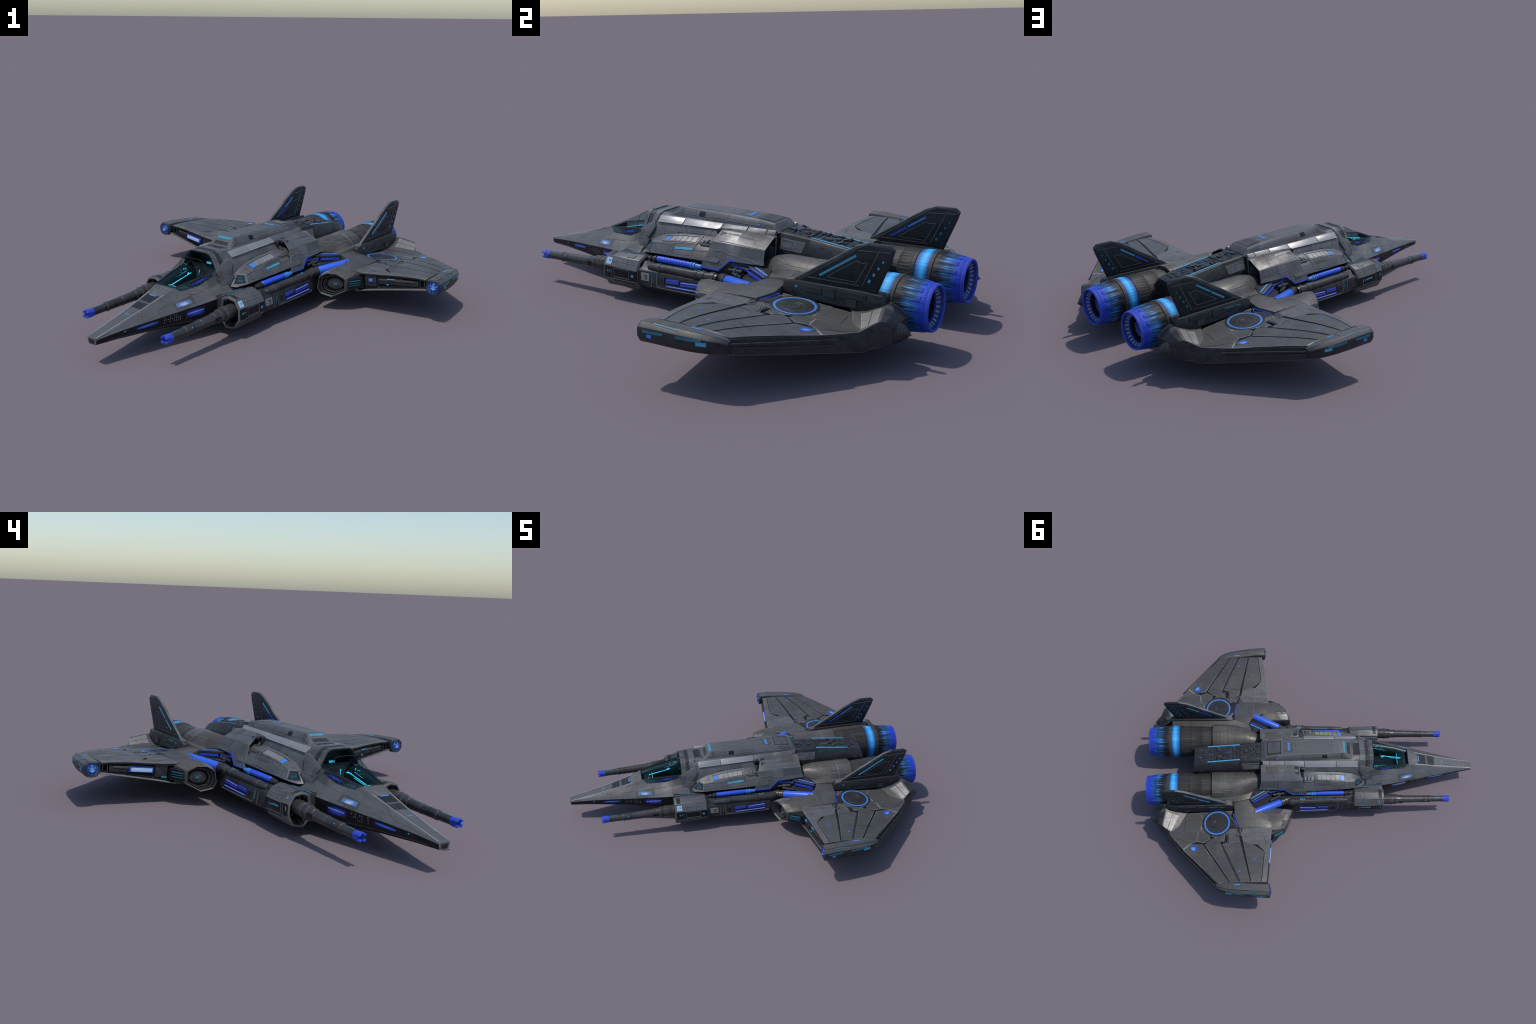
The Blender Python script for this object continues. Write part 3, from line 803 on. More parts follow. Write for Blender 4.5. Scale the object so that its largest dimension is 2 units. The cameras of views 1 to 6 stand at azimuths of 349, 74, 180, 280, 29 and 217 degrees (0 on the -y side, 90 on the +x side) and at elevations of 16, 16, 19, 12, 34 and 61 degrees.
for sd in (1, -1):
    q = lambda p: (p[0], p[1] * sd, p[2])
    bm = bmesh.new()
    line_on(bm, st, [q((-0.325, 0.058, 0.355)), q((-0.54, 0.060, 0.33))], 0.008, DOWN, 0.0022, 0.03)
    finish("spine_light", bm, CYAN, spine)
    SL = (0, -sd * 0.8, -0.6)
    decal("spine_panel", st, [q((-0.19, 0.08, 0.345)), q((-0.31, 0.08, 0.337)), q((-0.30, 0.10, 0.295)), q((-0.19, 0.10, 0.300))], SL, HULL, spine, 0.0016, 4, 3)
    seams("spine_seam", st, [[q((-0.20, 0.08, 0.335)), q((-0.25, 0.08, 0.33)), q((-0.25, 0.1, 0.305)), q((-0.20, 0.1, 0.308))]], SL, 0.002, None, spine, 0.0026)

# ================================================================== PAIRED PARTS
def capped_shell(bm, rings_out, wall, depth_r, depth_f=None):
    pass

for sd in (1, -1):
    q = lambda p: (p[0], p[1] * sd, p[2])
    Q = lambda pts: side_pts(pts, sd)
    IN = (0, -sd, 0)
    SL = (0, -sd * 0.7, -0.7)

    # -------------------------------------------------- shoulder pod
    POD = [  # inner top, ridge in, ridge out, lower out, bottom in
        (0.545, 0.480, 0.455, 0.463, 0.530, ),
    ]
    rings = [
        Q([(0.500, 0.140, 0.268), (0.482, 0.157, 0.268), (0.450, 0.194, 0.267), (0.460, 0.219, 0.221), (0.520, 0.190, 0.213), (0.540, 0.145, 0.213)]),
        Q([(0.430, 0.142, 0.294), (0.420, 0.160, 0.287), (0.400, 0.200, 0.278), (0.400, 0.227, 0.226), (0.420, 0.195, 0.212), (0.440, 0.145, 0.212)]),
        Q([(0.320, 0.140, 0.314), (0.310, 0.162, 0.303), (0.300, 0.203, 0.286), (0.300, 0.236, 0.230), (0.320, 0.200, 0.212), (0.320, 0.145, 0.212)]),
        Q([(0.180, 0.140, 0.322), (0.180, 0.162, 0.312), (0.180, 0.205, 0.289), (0.180, 0.246, 0.237), (0.180, 0.210, 0.212), (0.180, 0.145, 0.212)]),
        Q([(0.040, 0.125, 0.318), (0.040, 0.160, 0.312), (0.040, 0.206, 0.290), (0.040, 0.250, 0.240), (0.040, 0.215, 0.212), (0.040, 0.140, 0.212)]),
    ]
    pod = loft("shoulder_pod", rings, HULL_WARM if False else HULL, None, 0.003, sharp=25)
    pt = tree_of(pod)
    FRP = (-0.75, -sd * 0.55, -0.25)
    decal("pod_window", pt, Q([(0.484, 0.163, 0.260), (0.462, 0.192, 0.260), (0.470, 0.208, 0.228), (0.517, 0.165, 0.222)]), FRP, BLACK, pod, 0.0014, 3, 3)
    bm = bmesh.new()
    for i in range(4):
        z = 0.252 - i * 0.007
        line_on(bm, pt, Q([(0.49, 0.172, z), (0.47, 0.195, z)]), 0.0022, FRP, 0.0024, 0.2)
    finish("pod_window_slat", bm, TEAL, pod, kind="stuff")
    bm = bmesh.new()
    line_on(bm, pt, Q([(0.484, 0.158, 0.265), (0.454, 0.194, 0.264), (0.464, 0.214, 0.224)]), 0.006, FRP, 0.003, 0.02)
    finish("pod_window_frame", bm, HULL, pod, kind="stuff")
    for i in range(6):
        x0 = 0.385 - i * 0.031
        decal("pod_louver", pt, Q([(x0, 0.158, 0.3), (x0 - 0.027, 0.158, 0.3), (x0 - 0.027, 0.190, 0.29), (x0, 0.190, 0.29)]), DOWN, PALE if i else SKY, pod, 0.0022, 2, 2)
    bm = bmesh.new()
    line_on(bm, pt, Q([(0.395, 0.152, 0.29), (0.19, 0.152, 0.3)]), 0.004, DOWN, 0.003, 0.03)
    line_on(bm, pt, Q([(0.395, 0.194, 0.28), (0.19, 0.197, 0.29)]), 0.004, DOWN, 0.003, 0.03)
    line_on(bm, pt, Q([(0.19, 0.147, 0.3), (0.19, 0.20, 0.29)]), 0.007, DOWN, 0.004, 0.03)
    finish("louver_frame", bm, TRIM if False else HULL, pod, kind="stuff")
    # clamp block at the back of the pod
    for a, b, w, h in (((0.165, 0.148, 0.303), (0.165, 0.200, 0.296), 0.018, 0.018), ((0.140, 0.165, 0.303), (0.140, 0.196, 0.298), 0.010, 0.022), ((0.118, 0.165, 0.304), (0.118, 0.196, 0.298), 0.012, 0.024), ((0.165, 0.200, 0.294), (0.11, 0.200, 0.294), 0.012, 0.016)):
        box_between("pod_clamp", q(a), q(b), w, h, HULL, pod, 0.002)
    # side hatch
    hatch = [(0.318, 0.2, 0.282), (0.190, 0.2, 0.286), (0.190, 0.24, 0.253), (0.205, 0.24, 0.247), (0.300, 0.24, 0.246), (0.318, 0.24, 0.255)]
    seams("pod_seam", pt, [Q(hatch + hatch[:1]), Q([(0.44, 0.2, 0.272), (0.335, 0.21, 0.272), (0.33, 0.22, 0.25)]), Q([(0.43, 0.2, 0.262), (0.43, 0.22, 0.24), (0.35, 0.23, 0.243)]), Q([(0.18, 0.22, 0.27), (0.10, 0.22, 0.275)]),
                           Q([(0.42, 0.158, 0.285), (0.42, 0.2, 0.275), (0.41, 0.22, 0.235)])], SL, 0.0022, None, pod)
    if sd == 1:
        decal("hatch_lamp", pt, strip(q((0.305, 0.22, 0.270)), q((0.200, 0.22, 0.274)), 0.011, SL), SL, CYAN, pod, 0.0018)
    else:
        decal("hatch_panel", pt, Q([(0.42, 0.2, 0.265), (0.22, 0.2, 0.277), (0.22, 0.24, 0.25), (0.42, 0.24, 0.240)]), SL, HULL, pod, 0.0018, 5, 2)

    # -------------------------------------------------- side housing (intake box)
    r_front = Q([(0.085, 0.118, 0.362), (0.080, 0.152, 0.364), (0.100, 0.207, 0.322), (0.106, 0.222, 0.285), (0.132, 0.259, 0.209), (0.125, 0.215, 0.200), (0.090, 0.130, 0.230)])
    r_mid0 = Q([(0.030, 0.110, 0.362), (0.030, 0.150, 0.364), (0.030, 0.208, 0.322), (0.030, 0.225, 0.285), (0.032, 0.257, 0.204), (0.030, 0.215, 0.198), (0.030, 0.120, 0.220)])
    r_mid1 = Q([(-0.025, 0.106, 0.360), (-0.025, 0.146, 0.361), (-0.025, 0.208, 0.320), (-0.025, 0.224, 0.290), (-0.025, 0.245, 0.255), (-0.025, 0.215, 0.235), (-0.025, 0.115, 0.235)])
    r_rear = Q([(-0.182, 0.100, 0.355), (-0.182, 0.128, 0.356), (-0.182, 0.207, 0.316), (-0.185, 0.219, 0.290), (-0.196, 0.240, 0.258), (-0.180, 0.205, 0.240), (-0.175, 0.105, 0.240)])
    def shrink(r, k, dx):
        c = sum((Vector(p) for p in r), Vector()) / len(r)
        return [tuple(Vector((p[0], c.y + (p[1] - c.y) * k, c.z + (p[2] - c.z) * k)) + Vector((dx, 0, 0))) for p in r]
    bm = bmesh.new()
    add_loft(bm, [shrink(r_front, 0.6, -0.05), shrink(r_front, 0.80, -0.004), r_front, r_mid0, r_mid1, r_rear, shrink(r_rear, 0.86, 0.002), shrink(r_rear, 0.80, 0.09)])
    for f in bm.faces:
        if len(f.verts) > 4 or any((Vector(v.co) - Vector(p)).length < 1e-6 for v in f.verts for p in shrink(r_rear, 0.80, 0.09) + shrink(r_front, 0.6, -0.05)):
            f.material_index = 1
    housing = finish("side_housing", bm, [HULL, VOID], None, 0.003, sharp=25)
    bt2 = tree_of(housing)
    decal("housing_panel", bt2, Q([(0.035, 0.112, 0.37), (-0.09, 0.108, 0.37), (-0.09, 0.165, 0.34), (0.035, 0.165, 0.34)]), DOWN, HULL_WARM, housing, 0.0014)
    decal("housing_panel", bt2, Q([(-0.095, 0.108, 0.37), (-0.172, 0.106, 0.37), (-0.172, 0.172, 0.34), (-0.095, 0.165, 0.34)]), DOWN, HULL_WARM, housing, 0.0014)
    decal("housing_panel", bt2, Q([(0.075, 0.125, 0.37), (0.045, 0.115, 0.37), (0.045, 0.165, 0.35), (0.075, 0.175, 0.345)]), DOWN, DARK, housing, 0.0014)
    seams("housing_seam", bt2, [Q([(0.06, 0.2, 0.325), (-0.18, 0.2, 0.312)]), Q([(0.08, 0.23, 0.29), (0.02, 0.23, 0.292), (0.005, 0.23, 0.28), (-0.13, 0.24, 0.275), (-0.14, 0.24, 0.262), (-0.17, 0.24, 0.262)]),
                                Q([(0.09, 0.25, 0.235), (0.085, 0.25, 0.25), (0.03, 0.245, 0.252), (0.02, 0.25, 0.24)]), Q([(-0.06, 0.215, 0.312), (-0.06, 0.24, 0.27)]), Q([(-0.155, 0.21, 0.305), (-0.16, 0.235, 0.268)])], SL, 0.0022, None, housing)
    bm = bmesh.new()
    line_on(bm, bt2, Q([(0.125, 0.25, 0.207), (0.034, 0.25, 0.206), (-0.022, 0.24, 0.256), (-0.05, 0.24, 0.258)]), 0.006, SL, 0.0016, 0.02)
    finish("housing_glow", bm, BLUE, housing)
    loft("housing_underside", [Q([(0.13, 0.14, 0.235), (0.13, 0.236, 0.225), (0.13, 0.236, 0.17), (0.13, 0.14, 0.17)]), Q([(0.00, 0.12, 0.250), (0.00, 0.236, 0.245), (0.00, 0.240, 0.17), (0.00, 0.12, 0.17)]), Q([(-0.19, 0.11, 0.250), (-0.19, 0.215, 0.248), (-0.23, 0.235, 0.17), (-0.23, 0.11, 0.17)])], DARK, housing, 0.003)
    # actuator in the gap between wall, pod and housing
    bm = bmesh.new()
    revolve(bm, q((0.10, 0.145, 0.33)), (0.05, 0.6 * sd, -0.8), [(0, 0.010), (0.05, 0.010), (0.052, 0.014), (0.065, 0.014)], 12)
    bar(bm, q((0.115, 0.135, 0.345)), q((0.085, 0.13, 0.348)), 0.02, 0.03)
    bar(bm, q((0.11, 0.20, 0.29)), q((0.09, 0.215, 0.26)), 0.016, 0.02)
    finish("actuator", bm, DARK, housing, 0.0015)

    # -------------------------------------------------- lower nacelle: core, drum, gun, pipes
    core = loft("nacelle", [
        Q([(0.470, 0.200, 0.198), (0.470, 0.270, 0.196), (0.470, 0.312, 0.165), (0.470, 0.318, 0.100), (0.470, 0.280, 0.060), (0.470, 0.190, 0.055)]),
        Q([(0.440, 0.195, 0.196), (0.440, 0.260, 0.192), (0.440, 0.306, 0.160), (0.440, 0.314, 0.092), (0.440, 0.275, 0.062), (0.440, 0.180, 0.050)]),
        Q([(0.250, 0.190, 0.195), (0.250, 0.260, 0.190), (0.250, 0.310, 0.165), (0.250, 0.328, 0.096), (0.250, 0.280, 0.062), (0.250, 0.180, 0.045)]),
        Q([(0.060, 0.190, 0.192), (0.060, 0.270, 0.188), (0.060, 0.316, 0.165), (0.060, 0.336, 0.104), (0.060, 0.290, 0.070), (0.060, 0.180, 0.050)]),
        Q([(-0.060, 0.180, 0.188), (-0.060, 0.260, 0.180), (-0.060, 0.300, 0.160), (-0.060, 0.310, 0.108), (-0.060, 0.280, 0.076), (-0.060, 0.170, 0.060)]),
        Q([(-0.180, 0.150, 0.188), (-0.180, 0.230, 0.180), (-0.180, 0.260, 0.150), (-0.180, 0.260, 0.115), (-0.180, 0.240, 0.085), (-0.180, 0.140, 0.070)]),
    ], [DARK, PIPE], None, 0.004, sharp=30)
    ct = tree_of(core)
    # window of violet-blue tubes
    decal("nacelle_window", ct, Q([(0.285, 0.32, 0.150), (0.075, 0.33, 0.155), (0.075, 0.33, 0.112), (0.285, 0.33, 0.104)]), IN, BLACK, core, 0.0014, 5, 2)
    for z0, z1, xa, xb, mt in ((0.141, 0.146, 0.28, 0.205, BLUE), (0.141, 0.147, 0.195, 0.08, BLUE), (0.131, 0.136, 0.28, 0.205, VIOLET), (0.131, 0.137, 0.195, 0.08, VIOLET), (0.113, 0.121, 0.28, 0.08, BLUE)):
        decal("nacelle_tube", ct, strip(q((xa, 0.33, z0)), q((xb, 0.33, z1)), 0.008, IN), IN, mt, core, 0.004, 5, 2)
    for z0, z1, xa, xb in ((0.1415, 0.1475, 0.19, 0.085), (0.114, 0.121, 0.27, 0.085)):
        decal("nacelle_tube", ct, strip(q((xa, 0.33, z0)), q((xb, 0.33, z1)), 0.002, IN), IN, WHITE, core, 0.005, 5, 1)
    decal("nacelle_hatch", ct, Q([(0.335, 0.32, 0.150), (0.292, 0.32, 0.150), (0.292, 0.33, 0.110), (0.335, 0.33, 0.110)]), IN, DARK, core, 0.004)
    decal("nacelle_hatch", ct, Q([(0.328, 0.32, 0.144), (0.299, 0.32, 0.144), (0.299, 0.33, 0.116), (0.328, 0.33, 0.116)]), IN, BLACK, core, 0.005)
    decal("nacelle_plate", ct, Q([(0.435, 0.32, 0.152), (0.385, 0.32, 0.152), (0.385, 0.33, 0.118), (0.435, 0.33, 0.116)]), IN, PALE if sd == 1 else DARK, core, 0.0022)
    seams("nacelle_mark", ct, [Q([(0.416, 0.33, 0.145), (0.404, 0.33, 0.138), (0.400, 0.33, 0.128), (0.410, 0.33, 0.124)]), Q([(0.410, 0.33, 0.14), (0.398, 0.33, 0.142)])], IN, 0.003, None, core, 0.0034)
    decal("nacelle_lamp", ct, strip(q((0.353, 0.33, 0.15)), q((0.353, 0.33, 0.118)), 0.003, IN), IN, TEAL, core, 0.002)
    seams("nacelle_seam", ct, [Q([(0.375, 0.31, 0.158), (0.372, 0.325, 0.095)]), Q([(0.343, 0.31, 0.16), (0.340, 0.325, 0.097)]), Q([(0.33, 0.33, 0.103), (0.06, 0.34, 0.110)])], IN, 0.003, None, core)
    seams("nacelle_trim", ct, [Q([(0.33, 0.33, 0.099), (0.06, 0.34, 0.106)])], IN, 0.0025, TRIM, core)
    # long outer pipe on top
    pipe = turned("nacelle_pipe", q((0.405, 0.284, 0.180)), (-1, 0.03 * sd, 0.01), [(-0.005, 0.008), (0.0, 0.014), (0.03, 0.0175), (0.06, 0.018), (0.062, 0.021), (0.075, 0.021), (0.077, 0.0185), (0.27, 0.0195), (0.272, 0.023), (0.29, 0.023), (0.292, 0.020),
                                    (0.31, 0.020), (0.312, 0.0235), (0.33, 0.0235), (0.333, 0.021), (0.36, 0.021), (0.362, 0.026), (0.385, 0.026), (0.388, 0.022), (0.40, 0.020)], PIPE, core, 24, sharp=30)
    pipet = tree_of(pipe)
    decal("pipe_lamp", pipet, strip(q((0.30, 0.279, 0.20)), q((0.18, 0.281, 0.20)), 0.0035, DOWN), DOWN, TEAL, pipe, 0.0012)
    for x in (0.100, 0.088, 0.112):
        decal("pipe_lamp", pipet, strip(q((x, 0.280, 0.2)), q((x, 0.296, 0.2)), 0.006, DOWN), DOWN, CYAN, pipe, 0.0012)
    # glowing tube between pod and pipe
    turned("glow_tube", q((0.385, 0.245, 0.208)), (-1, 0, -0.01), [(0, 0.010), (0.004, 0.0135), (0.19, 0.0135), (0.194, 0.010)], TUBE, core, 20, sharp=30,
           mats=None)
    bm = bmesh.new()
    for i in range(10):
        revolve(bm, q((0.375 - i * 0.0175, 0.245, 0.2079)), (-1, 0, 0), [(0, 0.0137), (0.001, 0.0143), (0.004, 0.0143), (0.005, 0.0137)], 16)
    finish("tube_ring", bm, TUBE, core, kind="stuff")
    turned("tube_socket", q((0.44, 0.245, 0.205)), (-1, 0, 0), [(0, 0.006), (0.01, 0.007), (0.012, 0.013), (0.02, 0.013), (0.022, 0.008), (0.034, 0.008), (0.036, 0.016), (0.05, 0.016), (0.053, 0.012), (0.06, 0.012)], DARK, core, 16, sharp=30)
    turned("tube_socket", q((0.192, 0.245, 0.2055)), (-1, 0, 0), [(0, 0.012), (0.002, 0.016), (0.010, 0.016), (0.012, 0.012), (0.018, 0.012), (0.020, 0.016), (0.028, 0.016), (0.030, 0.012), (0.06, 0.011)], SKY, core, 16, sharp=30)
    # dark ledge with small lamps beside the nose
    loft("nacelle_ledge", [Q([(0.655, 0.165, 0.200), (0.655, 0.212, 0.196), (0.655, 0.212, 0.07), (0.655, 0.14, 0.06)]), Q([(0.46, 0.165, 0.203), (0.46, 0.225, 0.200), (0.46, 0.225, 0.07), (0.46, 0.14, 0.05)])], DARK, core, 0.004)
    bm = bmesh.new()
    for i in range(12):
        bar(bm, q((0.645 - i * 0.014, 0.196, 0.2015)), q((0.637 - i * 0.014, 0.196, 0.2015)), 0.004, 0.003)
    finish("ledge_lamp", bm, CYAN, core, kind="stuff")

    # gun drum: eight-sided sleeve with a deep mouth
    octo = [(0.212, 0.200), (0.250, 0.213), (0.294, 0.204), (0.320, 0.160), (0.323, 0.102), (0.292, 0.056), (0.236, 0.046), (0.206, 0.080), (0.203, 0.160)]
    octr = [(0.214, 0.206), (0.246, 0.215), (0.292, 0.198), (0.321, 0.154), (0.322, 0.100), (0.296, 0.062), (0.236, 0.052), (0.206, 0.080), (0.203, 0.160)]
    def orr(x, pts, k=1.0, slant=0.0):
        cy, cz = 0.265, 0.130
        return [q((x + slant * (z - cz), cy + (y - cy) * k, cz + (z - cz) * k)) for y, z in pts]
    bm = bmesh.new()
    add_loft(bm, [orr(0.58, octo, 0.55), orr(0.655, octo, 0.80), orr(0.661, octo, 0.88), orr(0.660, octo, 0.97), orr(0.654, octo), orr(0.56, [( (a[0]+b[0])/2*1.002, (a[1]+b[1])/2) for a, b in zip(octo, octr)], 1.01), orr(0.462, octr), orr(0.452, octr, 0.9)])
    for f in bm.faces:
        c = f.calc_center_median()
        if all(v.co.x > 0.575 for v in f.verts) and max(abs(v.co.y * sd - 0.265) / 0.062 + 0 for v in f.verts) < 0.86 and len(f.verts) == 4 and max(abs(v.co.z - 0.13) for v in f.verts) < 0.075:
            f.material_index = 1
        if len(f.verts) > 4:
            f.material_index = 1
        if c.y * sd > 0.315 and c.x < 0.655:
            f.material_index = 2
    drum = finish("gun_drum", bm, [HULL, VOID, BLACK], core, 0.0025, sharp=25)
    dt = tree_of(drum)
    DN2 = (0, -sd * 0.4, -0.9)
    decal("drum_plate", dt, Q([(0.615, 0.215, 0.21), (0.515, 0.215, 0.21), (0.515, 0.25, 0.215), (0.615, 0.25, 0.215)]), DOWN, HULL, drum, 0.0022, 4, 2)
    decal("drum_plate", dt, Q([(0.645, 0.21, 0.21), (0.622, 0.21, 0.21), (0.622, 0.29, 0.21), (0.645, 0.29, 0.21)]), DOWN, DARK, drum, 0.0012, 2, 4)
    decal("drum_plate", dt, Q([(0.55, 0.262, 0.21), (0.50, 0.262, 0.21), (0.50, 0.285, 0.20), (0.54, 0.285, 0.20)]), DOWN, HULL, drum, 0.003, 2, 2)
    decal("drum_lamp", dt, Q([(0.648, 0.30, 0.196), (0.615, 0.30, 0.196), (0.615, 0.317, 0.167), (0.648, 0.317, 0.167)]), SL, WHITE if sd == 1 else HULL, drum, 0.0008)
    seams("drum_seam", dt, [Q([(0.610, 0.296, 0.203), (0.610, 0.32, 0.160), (0.610, 0.323, 0.102)]), Q([(0.52, 0.296, 0.2), (0.52, 0.32, 0.158)]), Q([(0.605, 0.305, 0.18), (0.46, 0.305, 0.176)]), Q([(0.595, 0.32, 0.152), (0.595, 0.325, 0.11), (0.50, 0.325, 0.11), (0.50, 0.32, 0.152), (0.595, 0.32, 0.152)]),
                           Q([(0.60, 0.31, 0.085), (0.47, 0.31, 0.085)])], SL, 0.0022, None, drum)
    for x, z, l, hh in ((0.488, 0.128, 0.014, 0.012), (0.635, 0.135, 0.006, 0.010), (0.622, 0.135, 0.006, 0.007)) if sd == 1 else ((0.575, 0.135, 0.045, 0.007), (0.53, 0.132, 0.02, 0.006), (0.64, 0.138, 0.005, 0.018), (0.50, 0.13, 0.004, 0.016)):
        decal("drum_lamp", dt, strip(q((x, 0.33, z)), q((x - l, 0.33, z)), hh, IN), IN, CYAN, drum, 0.0016)
    decal("drum_lamp", dt, strip(q((0.632, 0.305, 0.182)), q((0.622, 0.305, 0.182)), 0.009, SL), SL, CYAN, drum, 0.0020)
    # mouth fittings
    bm = bmesh.new()
    for i in range(10):
        a = 2 * pi * i / 10
        c = Vector(q((0.642, 0.264 + 0.042 * cos(a), 0.130 + 0.056 * sin(a))))
        bar(bm, c, c + Vector((-0.05, 0, 0)), 0.009, 0.012)
    finish("drum_bracket", bm, DARK, drum, 0.0015, kind="stuff")

    # gun barrel
    ax = q((0.62, 0.268, 0.147))
    axd = (1, -0.012 * sd, -0.029)
    prof = [(0.0, 0.034), (0.05, 0.035), (0.088, 0.035), (0.090, 0.037), (0.100, 0.037), (0.102, 0.0345), (0.133, 0.0335), (0.136, 0.029), (0.16, 0.0268), (0.162, 0.0282), (0.172, 0.0280), (0.174, 0.0258), (0.24, 0.0245), (0.255, 0.0242), (0.257, 0.0252), (0.263, 0.0252), (0.265, 0.0240), (0.30, 0.0235), (0.353, 0.0225), (0.356, 0.0245), (0.368, 0.0240), (0.371, 0.0205), (0.456, 0.0195)]
    gun = turned("gun_barrel", ax, axd, prof, PIPE, drum, 28, sharp=25)
    gt = tree_of(gun)
    muzzle_o = Vector(ax) + Vector(axd).normalized() * 0.452
    bm = bmesh.new()
    revolve(bm, muzzle_o, axd, [(0, 0.0190), (0.003, 0.0212), (0.026, 0.0212), (0.036, 0.0205), (0.039, 0.0175), (0.036, 0.013), (0.012, 0.011)], 8, phase=pi / 8)
    for i in range(4):
        a = pi / 4 + i * pi / 2
        d = Vector((0, cos(a), sin(a)))
        bar(bm, muzzle_o + d * 0.0175 + Vector((0.02, 0, 0)), muzzle_o + d * 0.0172 + Vector((0.050, 0, 0)), 0.014, 0.0075, up=d)
    finish("gun_muzzle", bm, BLUE, gun, 0.001)
    decal("gun_lamp", gt, strip(q((1.068, 0.263, 0.16)), q((1.025, 0.263, 0.16)), 0.006, DOWN), DOWN, TEAL, gun, 0.0012)
    decal("gun_lamp", gt, strip(q((0.955, 0.30, 0.150)), q((0.950, 0.30, 0.150)), 0.005, IN), IN, CYAN, gun, 0.0012)
    decal("gun_plate", gt, Q([(0.80, 0.3, 0.152), (0.765, 0.3, 0.152), (0.765, 0.3, 0.13), (0.80, 0.3, 0.13)]), IN, BLACK, gun, 0.0012)

    # -------------------------------------------------- engine
    ec = (-0.9565, 0.193 * sd, 0.190)
    EX = (1, 0, 0)
    eprof = [(0.002, 0.0905), (0.0, 0.0935), (0.003, 0.0955), (0.03, 0.0985), (0.07, 0.1035), (0.11, 0.1075), (0.135, 0.1090), (0.139, 0.1075), (0.141, 0.1115), (0.153, 0.1130), (0.155, 0.1105), (0.158, 0.1105), (0.200, 0.1110), (0.205, 0.1095), (0.217, 0.1090), (0.219, 0.1120), (0.226, 0.1120), (0.228, 0.1085),
             (0.290, 0.1070), (0.293, 0.1090), (0.298, 0.1090), (0.300, 0.1060), (0.365, 0.1045), (0.368, 0.1065), (0.376, 0.1065), (0.378, 0.1030), (0.425, 0.1020), (0.428, 0.098), (0.46, 0.095)]
    def petal(k, i):
        t = eprof[k][0]
        if 0.03 < t < 0.136:
            return -0.022 if (i % 6) in (0,) else 0.0
        if 0.157 < t < 0.22 or 0.227 < t < 0.30:
            return -0.008 * (i % 2)
        return 0.0
    engine = turned("engine", ec, EX, eprof, ENGINE, None, 96, ripple=petal, caps=False, sharp=35)
    # petals: raised ribs with dark gaps between them
    bm = bmesh.new()
    for i in range(16):
        a = 2 * pi * (i + 0.5) / 16
        d = Vector((0, cos(a), sin(a)))
        c = Vector(ec)
        bar(bm, c + d * 0.0985 + Vector((0.035, 0, 0)), c + d * 0.1070 + Vector((0.122, 0, 0)), 0.020, 0.006, up=d)
    finish("nozzle_petal", bm, ENGINE, engine, 0.0025, kind="stuff")
    bm = bmesh.new()
    for i in range(40):
        a = 2 * pi * (i + 0.5) / 40
        d = Vector((0, cos(a), sin(a)))
        c = Vector(ec)
        bar(bm, c + d * 0.1060 + Vector((0.235, 0, 0)), c + d * 0.1050 + Vector((0.285, 0, 0)), 0.008, 0.006, up=d)
    finish("barrel_rib", bm, ENGINE, engine, 0.0012, kind="stuff")
    # mouth: thick rim, ring of vanes, black bore with a hub deep inside
    turned("nozzle_rim", ec, EX, [(0.012, 0.0968), (0.004, 0.0958), (-0.001, 0.0935), (-0.002, 0.0905), (0.000, 0.0875), (0.004, 0.0862), (0.008, 0.0868)], BLUE, engine, 56, caps=False)
    turned("nozzle_liner", ec, EX, [(0.006, 0.0868), (0.016, 0.0830), (0.0165, 0.0815), (0.030, 0.0680), (0.031, 0.0665), (0.036, 0.0660), (0.040, 0.0700), (0.040, 0.0860)], BLUE_DEEP, engine, 56, caps=False)
    turned("nozzle_throat", ec, EX, [(0.034, 0.0700), (0.036, 0.0655), (0.085, 0.0620), (0.0855, 0.002)], VOID, engine, 48, caps=False)
    bm = bmesh.new()
    for i in range(24):
        a = 2 * pi * i / 24
        d = Vector((0, cos(a), sin(a)))
        c = Vector(ec)
        bar(bm, c + d * 0.0810 + Vector((0.0165, 0, 0)), c + d * 0.0685 + Vector((0.029, 0, 0)), 0.0085, 0.005, up=d)
    finish("nozzle_vane", bm, LAMP_DIM, engine, 0.0, kind="stuff")
    turned("exhaust_cone", ec, EX, [(0.064, 0.003), (0.064, 0.018), (0.056, 0.024), (0.047, 0.030), (0.044, 0.036), (0.045, 0.041), (0.050, 0.044), (0.080, 0.044)], BLUE_DEEP, engine, 36, sharp=30)

    # cowl: from round at the barrel to a wedge tucked under the housing
    rings = []
    for x, cy, cz, ry, rz, flat in ((-0.505, 0.193, 0.190, 0.104, 0.104, 0.0), (-0.512, 0.193, 0.190, 0.116, 0.117, 0.0), (-0.500, 0.193, 0.190, 0.1175, 0.1185, 0.0), (-0.425, 0.192, 0.190, 0.1165, 0.1185, 0.0),
                                    (-0.422, 0.192, 0.190, 0.114, 0.1165, 0.0), (-0.355, 0.188, 0.190, 0.112, 0.118, 0.1), (-0.28, 0.176, 0.192, 0.097, 0.113, 0.35), (-0.225, 0.165, 0.192, 0.078, 0.100, 0.5), (-0.17, 0.155, 0.19, 0.06, 0.08, 0.5)):
        ring = []
        for i in range(32):
            a = 2 * pi * i / 32
            r = 1.0
            ring.append(q((x, cy + ry * sin(a) * r, cz + rz * cos(a) * r)))
        rings.append(ring)
    cowl = loft("engine_cowl", rings, HULL_WARM, engine, 0.0, sharp=28)
    et = tree_of(cowl)
